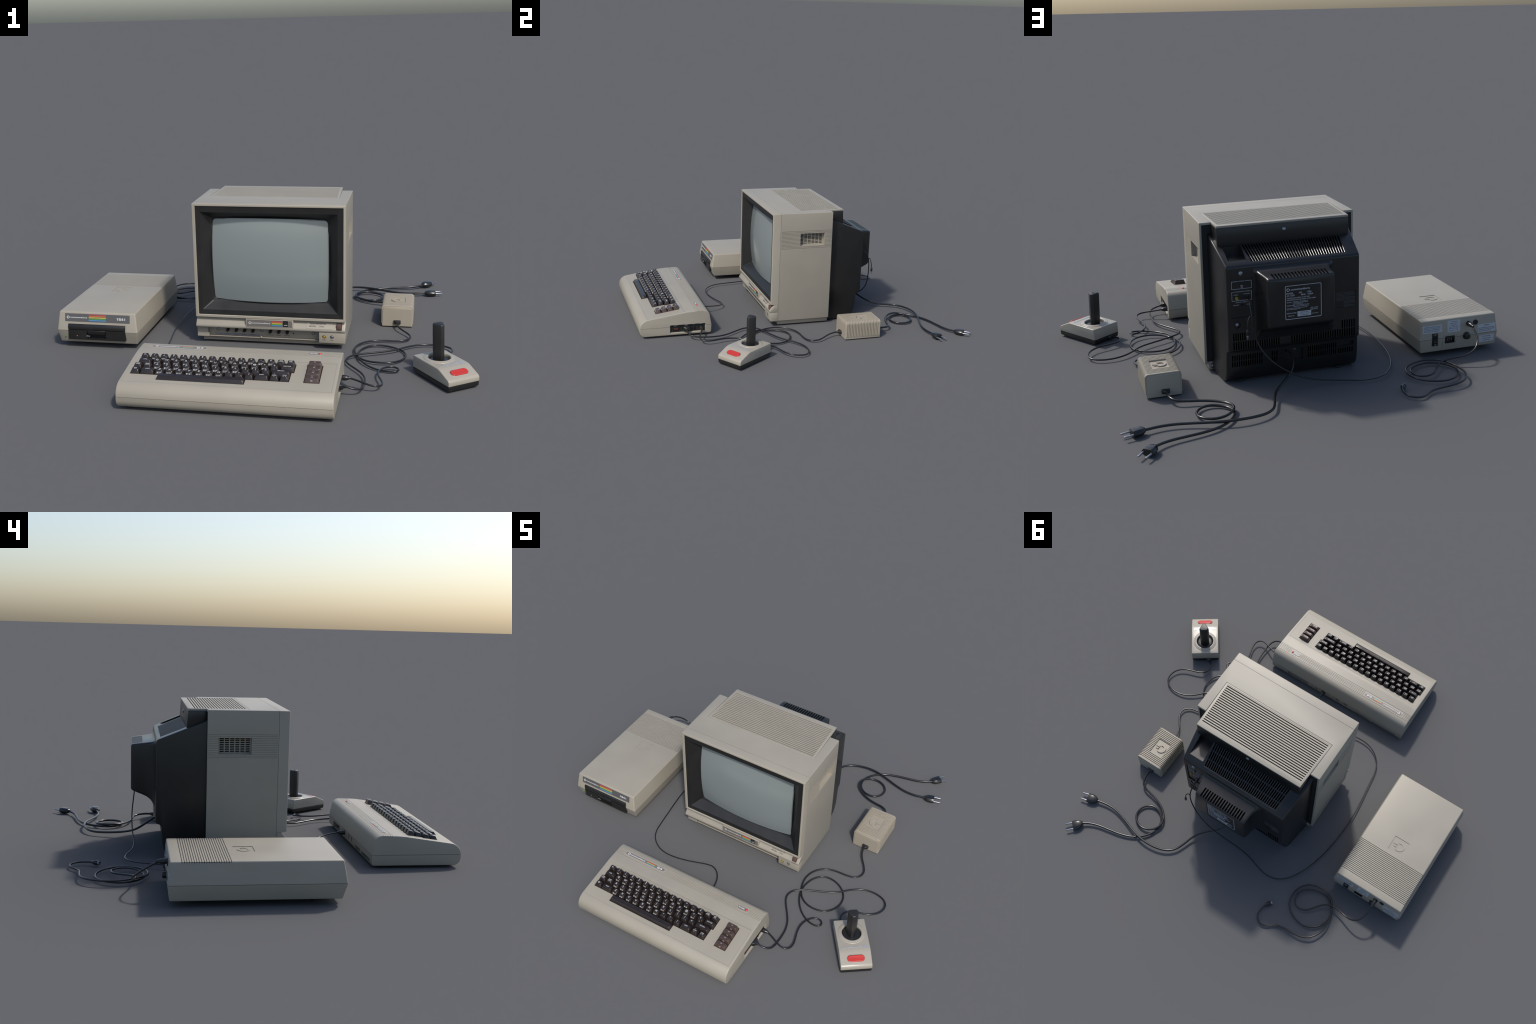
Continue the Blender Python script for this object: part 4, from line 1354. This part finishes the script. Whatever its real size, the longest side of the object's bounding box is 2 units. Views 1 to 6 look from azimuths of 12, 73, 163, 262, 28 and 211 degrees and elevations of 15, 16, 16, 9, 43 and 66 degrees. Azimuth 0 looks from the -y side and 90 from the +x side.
# ================================================================== joystick
def build_joystick():
    T = empty("joystick", (0.8593, -0.4602, 0), "ivory wedge joystick with red button and black stick", "joystick")
    T.rotation_euler = (0, 0, math.radians(35.4))
    W, D = 0.0795, 0.1332
    bm = bmesh.new()
    add_loft(bm, [[(x, y, z) for x, y in rrect(-W + e, W - e, -D + e, D - e, 0.005, 4)] for z, e in ((0.0055, 0.004), (0.0075, 0.0015), (0.0265, 0.0))])
    put(bevel(finish(bm, "base", BLACK), 0.001, 2, 40), T, True)
    prof = [(-D, 0.0270), (-D, 0.0440), (-0.1312, 0.0500), (-0.1265, 0.0548), (-0.1180, 0.0582), (-0.0700, 0.0780), (-0.0580, 0.0822), (-0.0450, 0.0838), (0.1240, 0.0832), (0.1290, 0.0820), (0.1305, 0.0800), (D, 0.0270)]
    bm = bmesh.new()
    add_loft(bm, [[(-W, y, z) for y, z in prof], [(W, y, z) for y, z in prof]])
    top = bevel(finish(bm, "shell", BEIGE_J), 0.0045, 4, 50)
    rc = (0.0, 0.0480)
    bm = bmesh.new()
    add_cyl(bm, (rc[0], rc[1], 0.0700), (0, 0, 1), 0.0492, 0.0492, 0.05, 48)
    top = put(cut(top, bm), T, True)
    bm = bmesh.new()
    add_lathe(bm, (rc[0], rc[1], 0.0825), (0, 0, 1), [(0.0685, 0), (0.0680, 0.0016), (0.0660, 0.0030), (0.0630, 0.0036), (0.0585, 0.0042), (0.0560, 0.0060), (0.0525, 0.0062), (0.0500, 0.0050), (0.0490, 0.0020), (0.0490, -0.008)], 56, caps=(False, False))
    ring = put(finish(bm, "collar", BEIGE_J, 50), T, True)
    for i in range(8):
        a = math.radians(22.5 + 45 * i)
        bm = bmesh.new()
        add_lathe(bm, (rc[0] + 0.0608 * math.cos(a), rc[1] + 0.0608 * math.sin(a), 0.0855), (0, 0, 1), [(0.0026, 0), (0.0024, 0.0014), (0.0012, 0.0022), (0.0004, 0.0024)], 10)
        put(finish(bm, "stud", BEIGE_J, 60), ring, True)
    bm = bmesh.new()
    add_lathe(bm, (rc[0], rc[1], 0.0), (0, 0, 1), [(0.0489, 0.0702), (0.0489, 0.0745), (0.0440, 0.0775), (0.0360, 0.0795), (0.0250, 0.0805), (0.0100, 0.0808)], 48)
    put(finish(bm, "boot", BLACK, 50), T, True)
    # three-sided stick with blunted corners, leaning slightly
    base, tip = Vector((rc[0], rc[1] - 0.0005, 0.0760)), Vector((-0.0030, 0.0520, 0.2430))
    rings = []
    for t, s in ((0, 0.90), (0.06, 0.98), (0.5, 1.0), (0.955, 1.0), (0.985, 0.95), (1.0, 0.84)):
        c = base.lerp(tip, t)
        o = []
        for k in range(3):
            a = math.radians(-90 + 120 * k)
            for d in (-1, 1):
                b = a + math.radians(16.5) * d
                o.append((c.x + 0.0285 * s * math.cos(b), c.y + 0.0285 * s * math.sin(b), c.z))
        rings.append(o)
    bm = bmesh.new()
    add_loft(bm, rings)
    st = put(bevel(finish(bm, "stick", STICK), 0.0018, 2, 25), T, True)
    bm = bmesh.new()
    add_lathe(bm, (tip.x, tip.y, 0.2428), (0, 0, 1), [(0.0075, 0), (0.0070, 0.0012), (0.0055, 0.0012), (0.005, 0.0)], 16)
    put(finish(bm, "stick_crown", STICK), st, True)
    # red fire button set in a moulded rim on the slope
    up = Vector((0, 0.0480, 0.0198))
    F = frame((0, -0.0955, 0.0675), (1, 0, 0), up)
    bm = bmesh.new()
    o = rrect(-0.0470, 0.0470, -0.0200, 0.0200, 0.0199, 8)
    i_ = rrect(-0.0445, 0.0445, -0.0175, 0.0175, 0.0174, 8)
    add_loft(bm, [[(x, y, z) for x, y in r_] for r_, z in ((o, -0.001), (o, 0.0004), (i_, 0.0016), (i_, -0.002))], cap=(False, False), M=F)
    put(finish(bm, "button_rim", BEIGE_J, 50), T, True)
    bm = bmesh.new()
    rr = [(0.0, -0.002), (0.0, 0.0030), (0.0010, 0.0045), (0.0030, 0.0054), (0.0055, 0.0050), (0.0100, 0.0046)]
    add_loft(bm, [[(x, y, z) for x, y in rrect(-0.0432 + e, 0.0432 - e, -0.0165 + e, 0.0165 - e, 0.0163 - e, 8)] for e, z in rr], M=F)
    put(finish(bm, "fire_button", BUTTON, 60), T, True)
    up = Vector((0, 0.0120, 0.0008))
    F = frame((0, -0.0400, 0.0838), (1, 0, 0), (0, 1, -0.02))
    bm = bmesh.new()
    add_word(bm, F, -0.0630, 0.0640, 0.0, 0.0090, depth=0.0012, turn=math.pi, eh=0.0165)
    put(finish(bm, "lettering", CHROME_P), T, True)
    for x in (-0.06, 0.06):
        for y in (-0.115, 0.115):
            bm = bmesh.new()
            add_lathe(bm, (x, y, 0), (0, 0, 1), [(0.009, 0), (0.0095, 0.001), (0.0095, 0.007)], 16)
            put(finish(bm, "foot", BLACK_M), T, True)
    # lead to the computer (spine given in world coordinates)
    R = (Matrix.Translation(T.location) @ Matrix.Rotation(math.radians(35.4), 4, "Z")).inverted()
    pts = [(0.7520, -0.3600, 0.017), (0.7400, -0.3460, 0.018), (0.728, -0.330, 0.020), (0.719, -0.308, 0.021), (0.724, -0.280, 0.021), (0.748, -0.259, 0.021), (0.784, -0.245, 0.021), (0.814, -0.237, 0.021), (0.851, -0.225, 0.020), (0.885, -0.194, 0.018),
           (0.899, -0.151, 0.015), (0.893, -0.113, 0.013), (0.870, -0.086, 0.011), (0.825, -0.072, 0.011), (0.776, -0.072, 0.012), (0.734, -0.087, 0.013), (0.697, -0.113, 0.014), (0.671, -0.140, 0.016), (0.649, -0.166, 0.017), (0.620, -0.188, 0.017),
           (0.560, -0.216, 0.016), (0.503, -0.240, 0.017), (0.455, -0.264, 0.019), (0.420, -0.292, 0.016), (0.411, -0.321, 0.014), (0.418, -0.355, 0.013), (0.435, -0.383, 0.013), (0.475, -0.437, 0.014), (0.501, -0.477, 0.014), (0.517, -0.522, 0.015),
           (0.520, -0.569, 0.016), (0.520, -0.612, 0.018), (0.519, -0.648, 0.021), (0.514, -0.674, 0.024), (0.498, -0.693, 0.029), (0.470, -0.698, 0.036), (0.450, -0.696, 0.042), (0.437, -0.6965, 0.0450)]
    cable("joystick_cord", T, pts, 0.0043).data.transform(Matrix.Translation(T.location))
    c = [o_ for o_ in T.children if o_.name.startswith("joystick_cord")][0]
    c.data.transform(R)
    bm = bmesh.new()
    rings = []
    for x, hy, hz, zc in ((0.4225, 0.0225, 0.0130, 0.0455), (0.4300, 0.0225, 0.0130, 0.0455), (0.4370, 0.0190, 0.0115, 0.0455), (0.4420, 0.0095, 0.0085, 0.0450), (0.4520, 0.0062, 0.0062, 0.0425)):
        rings.append([(x, y, z) for y, z in rrect(-0.6965 - hy, -0.6965 + hy, zc - hz, zc + hz, 0.0045, 3)])
    add_loft(bm, rings)
    p = finish(bm, "cord_plug", PLUGM, 45)
    p.data.transform(R)
    put(p, T, True)
    bm = bmesh.new()
    add_loft(bm, [[(x, y, z) for x, z in rrect(-0.0190 - hx, -0.0190 + hx, 0.0165 - hz, 0.0165 + hz, 0.003, 2)] for y, hx, hz in ((D - 0.006, 0.013, 0.0095), (D + 0.004, 0.012, 0.0085), (D + 0.013, 0.006, 0.006))])
    put(finish(bm, "cord_grip", PLUGM, 45), T, True)
    return T


# ================================================================== mains adapter
def build_adapter():
    T = empty("power_adapter", (0.624, 0.306, 0), "small buff power brick with ribbed cover and raised emblem", "power adapter")
    xa, xb, ya, yb, zt = 0.5440, 0.7042, 0.1950, 0.4170, 0.1108

    def arch(e, z0, r=0.017):
        o = [(xa + e, z0), (xb - e, z0)]
        for cx, a0 in ((xb - e - r, 0), (xa + e + r, 90)):
            for i in range(7):
                a = math.radians(a0 + 15 * i)
                o.append((cx + r * math.cos(a), zt - e - r + r * math.sin(a)))
        return o
    bm = bmesh.new()
    rings = []

    def add(y, e):
        rings.append([(x, y, z) for x, z in arch(e, 0.0175, 0.017 - e * 0.5)])
    add(ya + 0.0030, 0.0018)
    add(ya + 0.0050, 0.0)
    n = 21
    y0, y1 = ya + 0.0105, yb - 0.0105
    p = (y1 - y0) / n
    add(y0, 0.0)
    for i in range(n):
        a = y0 + i * p
        add(a + p * 0.05, 0.0042)
        add(a + p * 0.45, 0.0042)
        add(a + p * 0.50, 0.0004)
        add(a + p * 0.60, 0.0)
        add(a + p * 0.90, 0.0)
        add(a + p * 1.00, 0.0004)
    add(yb - 0.0050, 0.0)
    add(yb - 0.0030, 0.0018)
    add_loft(bm, rings)
    cov = finish(bm, "ribbed_cover", BEIGE_P, 30)
    bm = bmesh.new()
    add_box(bm, 0.5848, 0.6620, 0.2590, 0.3515, 0.1052, 0.13)
    cov = put(cut(cov, bm, angle=30), T)
    bm = bmesh.new()
    rings = [[(x, y, z) for x, z in arch(e, 0.0035, 0.013)] for y, e in ((ya, 0.0085), (ya + 0.0012, 0.0070), (ya + 0.008, 0.0070), (yb - 0.008, 0.0070), (yb - 0.0012, 0.0070), (yb, 0.0085))]
    add_loft(bm, rings)
    put(finish(bm, "end_panels", BEIGE_P, 30), T)
    bm = bmesh.new()
    add_box(bm, xa + 0.0035, xb - 0.0035, ya + 0.0005, yb - 0.0005, 0.0030, 0.0176)
    put(bevel(finish(bm, "floor_plate", BEIGE_P), 0.0012, 2), T)
    E = frame((0.6234 - 0.006, 0.3052, 0.1050), (1, 0, 0), (0, 1, 0))
    bm = bmesh.new()
    add_emblem(bm, E, 0, 0, 0.054, 0.0052)
    put(bevel(finish(bm, "emblem", BEIGE_P), 0.0006, 1), cov)
    feet(T, ((0.565, 0.22), (0.683, 0.22), (0.565, 0.39), (0.683, 0.39)), 0.0035, 0.009)
    for x, y, s, z in ((0.6244, ya, -1, 0.0255), (0.6175, yb, 1, 0.0270)):
        bm = bmesh.new()
        secs = [(0.004, 0.0180, 0.0100), (-0.006, 0.0180, 0.0100), (-0.009, 0.0165, 0.0095), (-0.016, 0.0080, 0.0070), (-0.022, 0.0055, 0.0055)]
        add_loft(bm, [[(xx, y - s * d, zz) for xx, zz in rrect(x - hx, x + hx, z - hz, z + hz, 0.0030, 2)] for d, hx, hz in secs])
        put(finish(bm, "cord_grip", PLUGM, 45), T)
    # lead to the computer
    pts = [(0.6235, 0.182, 0.025), (0.6225, 0.163, 0.024), (0.632, 0.125, 0.022), (0.656, 0.092, 0.019), (0.682, 0.060, 0.016), (0.700, 0.028, 0.013), (0.698, -0.004, 0.011), (0.670, -0.035, 0.010), (0.627, -0.042, 0.010), (0.560, -0.039, 0.010), (0.516, -0.051, 0.011),
           (0.477, -0.076, 0.012), (0.447, -0.125, 0.013), (0.438, -0.173, 0.014), (0.445, -0.224, 0.010), (0.463, -0.268, 0.007), (0.489, -0.304, 0.008), (0.524, -0.326, 0.010), (0.563, -0.336, 0.012), (0.611, -0.333, 0.012), (0.646, -0.315, 0.012), (0.674, -0.279, 0.011),
           (0.686, -0.235, 0.009), (0.682, -0.191, 0.007), (0.661, -0.151, 0.006), (0.625, -0.120, 0.007), (0.577, -0.102, 0.008), (0.537, -0.103, 0.009), (0.505, -0.118, 0.009), (0.476, -0.150, 0.008), (0.460, -0.198, 0.006), (0.458, -0.238, 0.006), (0.465, -0.284, 0.015),
           (0.481, -0.321, 0.011), (0.504, -0.358, 0.009), (0.535, -0.389, 0.007), (0.570, -0.413, 0.006), (0.612, -0.427, 0.007), (0.648, -0.425, 0.009), (0.661, -0.408, 0.010), (0.655, -0.388, 0.011), (0.635, -0.377, 0.012), (0.612, -0.383, 0.014), (0.590, -0.405, 0.017),
           (0.575, -0.432, 0.018), (0.566, -0.474, 0.019), (0.574, -0.519, 0.021), (0.589, -0.558, 0.022), (0.599, -0.597, 0.022), (0.593, -0.626, 0.024), (0.577, -0.644, 0.027), (0.553, -0.646, 0.030), (0.525, -0.637, 0.035), (0.496, -0.624, 0.040), (0.470, -0.614, 0.045), (0.452, -0.6125, 0.0465)]
    cable("adapter_cord", T, pts, 0.0043)
    bm = bmesh.new()
    add_lathe(bm, (0.4215, -0.6125, 0.0465), (1, 0, 0), [(0.0125, 0), (0.0125, 0.012), (0.0118, 0.020), (0.0098, 0.027), (0.0070, 0.033), (0.0050, 0.038), (0.0046, 0.042)], 20)
    put(finish(bm, "cord_plug", PLUGM, 50), T)
    # mains lead
    pts = [(0.6175, 0.425, 0.027), (0.6175, 0.450, 0.0275), (0.617, 0.482, 0.027), (0.604, 0.513, 0.024), (0.578, 0.529, 0.021), (0.537, 0.534, 0.018), (0.489, 0.541, 0.017), (0.438, 0.563, 0.017), (0.399, 0.592, 0.018), (0.377, 0.623, 0.020), (0.371, 0.658, 0.022), (0.384, 0.692, 0.020), (0.421, 0.722, 0.015),
           (0.466, 0.729, 0.012), (0.508, 0.709, 0.011), (0.530, 0.678, 0.010), (0.534, 0.648, 0.009), (0.523, 0.615, 0.009), (0.500, 0.592, 0.010), (0.465, 0.582, 0.010), (0.427, 0.591, 0.008), (0.393, 0.619, 0.008), (0.378, 0.654, 0.009), (0.377, 0.692, 0.010), (0.394, 0.732, 0.011),
           (0.427, 0.773, 0.010), (0.477, 0.806, 0.010), (0.536, 0.824, 0.011), (0.607, 0.837, 0.012), (0.668, 0.847, 0.013), (0.711, 0.863, 0.014), (0.744, 0.888, 0.0165)]
    cord = cable("mains_cord", T, pts, 0.0058)
    mains_plug(cord, (0.7400, 0.8850, 0.0165), (0.8034, 0.9580, 0.0155), 0.0058)
    return T


# ================================================================== loose cables
def build_cables():
    T = empty("video_cable", (-0.1, 0.05, 0), "thin black video cable with phono plugs", "cable")
    pts = [(0.0660, -0.5400, 0.0430), (0.0660, -0.5150, 0.0430), (0.062, -0.488, 0.041), (0.053, -0.457, 0.036), (0.035, -0.416, 0.029), (0.005, -0.382, 0.023), (-0.029, -0.366, 0.019), (-0.060, -0.367, 0.016), (-0.115, -0.385, 0.014), (-0.178, -0.405, 0.013), (-0.247, -0.418, 0.013), (-0.303, -0.421, 0.013),
           (-0.356, -0.409, 0.013), (-0.400, -0.380, 0.013), (-0.432, -0.342, 0.013), (-0.449, -0.305, 0.013), (-0.456, -0.248, 0.014), (-0.465, -0.170, 0.014), (-0.479, -0.080, 0.015), (-0.488, 0.000, 0.016), (-0.489, 0.081, 0.017), (-0.484, 0.203, 0.019), (-0.468, 0.316, 0.022), (-0.439, 0.419, 0.022), (-0.402, 0.496, 0.018),
           (-0.356, 0.548, 0.016), (-0.300, 0.574, 0.014), (-0.237, 0.566, 0.012), (-0.182, 0.549, 0.012), (-0.132, 0.531, 0.014), (-0.068, 0.524, 0.020), (0.000, 0.529, 0.038), (0.060, 0.534, 0.064), (0.115, 0.537, 0.099), (0.170, 0.536, 0.142), (0.205, 0.529, 0.184), (0.232, 0.523, 0.232), (0.245, 0.518, 0.283), (0.2485, 0.5160, 0.330),
           (0.2495, 0.5080, 0.365), (0.2485, 0.4920, 0.392), (0.2470, 0.4720, 0.408), (0.2460, 0.4580, 0.4135)]
    cable("cable_core", T, pts, 0.0031)
    bm = bmesh.new()
    add_lathe(bm, (0.2455, 0.4340, 0.4155), (0.02, 1, -0.06), [(0.0072, 0), (0.0072, 0.010), (0.0062, 0.016), (0.0042, 0.026), (0.0036, 0.032)], 16)
    put(finish(bm, "phono_plug", PLUGM, 45), T)
    pts = [(0.2492, 0.5145, 0.352), (0.2540, 0.5150, 0.3560), (0.2615, 0.5165, 0.3540), (0.2690, 0.5200, 0.3400), (0.2720, 0.5240, 0.3180), (0.2725, 0.5250, 0.2960)]
    cable("branch_core", T, pts, 0.0026)
    bm = bmesh.new()
    add_lathe(bm, (0.2725, 0.5250, 0.3010), (0.02, 0.03, -1), [(0.0030, 0), (0.0052, 0.004), (0.0060, 0.010), (0.0060, 0.024), (0.0048, 0.026)], 14)
    put(finish(bm, "phono_plug", PLUGM, 45), T)
    bm = bmesh.new()
    add_lathe(bm, (0.2730, 0.5258, 0.2755), (0.02, 0.03, -1), [(0.0044, 0), (0.0044, 0.008), (0.0016, 0.009), (0.0016, 0.018), (0.0006, 0.019)], 12)
    put(finish(bm, "plug_tip", STEEL), T)
    bm = bmesh.new()
    add_lathe(bm, (0.0660, -0.5640, 0.0430), (0, 1, 0), [(0.0125, 0), (0.0125, 0.026), (0.0112, 0.034), (0.0070, 0.046), (0.0045, 0.056)], 18)
    put(finish(bm, "round_plug", PLUGM, 45), T)

    T2 = empty("serial_cable", (-0.55, 0.6, 0), "coiled black data cable with round plugs", "cable")
    pts = [(-0.8450, 0.420, 0.1460), (-0.8445, 0.440, 0.1425), (-0.845, 0.481, 0.118), (-0.833, 0.515, 0.094), (-0.812, 0.533, 0.073), (-0.782, 0.539, 0.054), (-0.747, 0.532, 0.042), (-0.707, 0.520, 0.036), (-0.666, 0.516, 0.032), (-0.632, 0.527, 0.027), (-0.606, 0.550, 0.023), (-0.583, 0.588, 0.020), (-0.558, 0.617, 0.018),
           (-0.528, 0.628, 0.016), (-0.496, 0.624, 0.016), (-0.475, 0.605, 0.016), (-0.466, 0.571, 0.017), (-0.477, 0.536, 0.017), (-0.507, 0.505, 0.016), (-0.560, 0.482, 0.014), (-0.602, 0.479, 0.013), (-0.638, 0.496, 0.012), (-0.667, 0.526, 0.012), (-0.681, 0.558, 0.012), (-0.685, 0.586, 0.012), (-0.680, 0.614, 0.012),
           (-0.663, 0.650, 0.012), (-0.633, 0.679, 0.012), (-0.588, 0.696, 0.012), (-0.535, 0.689, 0.013), (-0.487, 0.665, 0.014), (-0.458, 0.632, 0.015), (-0.445, 0.588, 0.016), (-0.453, 0.539, 0.016), (-0.474, 0.503, 0.016), (-0.503, 0.481, 0.017), (-0.545, 0.465, 0.019), (-0.588, 0.464, 0.021), (-0.624, 0.475, 0.023),
           (-0.654, 0.502, 0.025), (-0.676, 0.540, 0.024), (-0.690, 0.582, 0.022), (-0.695, 0.628, 0.022), (-0.690, 0.671, 0.023), (-0.670, 0.712, 0.023), (-0.643, 0.739, 0.022), (-0.608, 0.754, 0.020), (-0.561, 0.760, 0.018), (-0.514, 0.758, 0.014), (-0.480, 0.762, 0.011), (-0.454, 0.777, 0.009), (-0.434, 0.796, 0.009),
           (-0.414, 0.810, 0.010), (-0.387, 0.810, 0.011), (-0.363, 0.796, 0.012), (-0.350, 0.772, 0.013), (-0.350, 0.743, 0.014), (-0.358, 0.716, 0.0145), (-0.368, 0.700, 0.0145)]
    cable("cable_core", T2, pts, 0.0042)
    bm = bmesh.new()
    add_lathe(bm, (-0.8450, 0.3960, 0.1460), (0, 1, -0.02), [(0.0118, 0), (0.0118, 0.014), (0.0108, 0.024), (0.0085, 0.034), (0.0055, 0.042), (0.0047, 0.048)], 20)
    put(finish(bm, "round_plug", PLUGM, 45), T2)
    bm = bmesh.new()
    d = Vector((-0.56, -0.83, 0.0))
    add_lathe(bm, (-0.3575, 0.7150, 0.0145), d, [(0.0046, 0), (0.0062, 0.006), (0.0100, 0.014), (0.0114, 0.022), (0.0114, 0.036), (0.0104, 0.037)], 20)
    put(finish(bm, "round_plug", PLUGM, 45), T2)
    bm = bmesh.new()
    c = Vector((-0.3575, 0.7150, 0.0145)) + d.normalized() * 0.036
    add_lathe(bm, c, d, [(0.0094, 0), (0.0094, 0.0080), (0.0086, 0.0080), (0.0086, 0.001)], 18)
    put(finish(bm, "plug_collar", STEEL), T2)


build_monitor()
build_computer()
build_drive()
build_joystick()
build_adapter()
build_cables()

for me in list(bpy.data.meshes):
    if me.users == 0:
        bpy.data.meshes.remove(me)
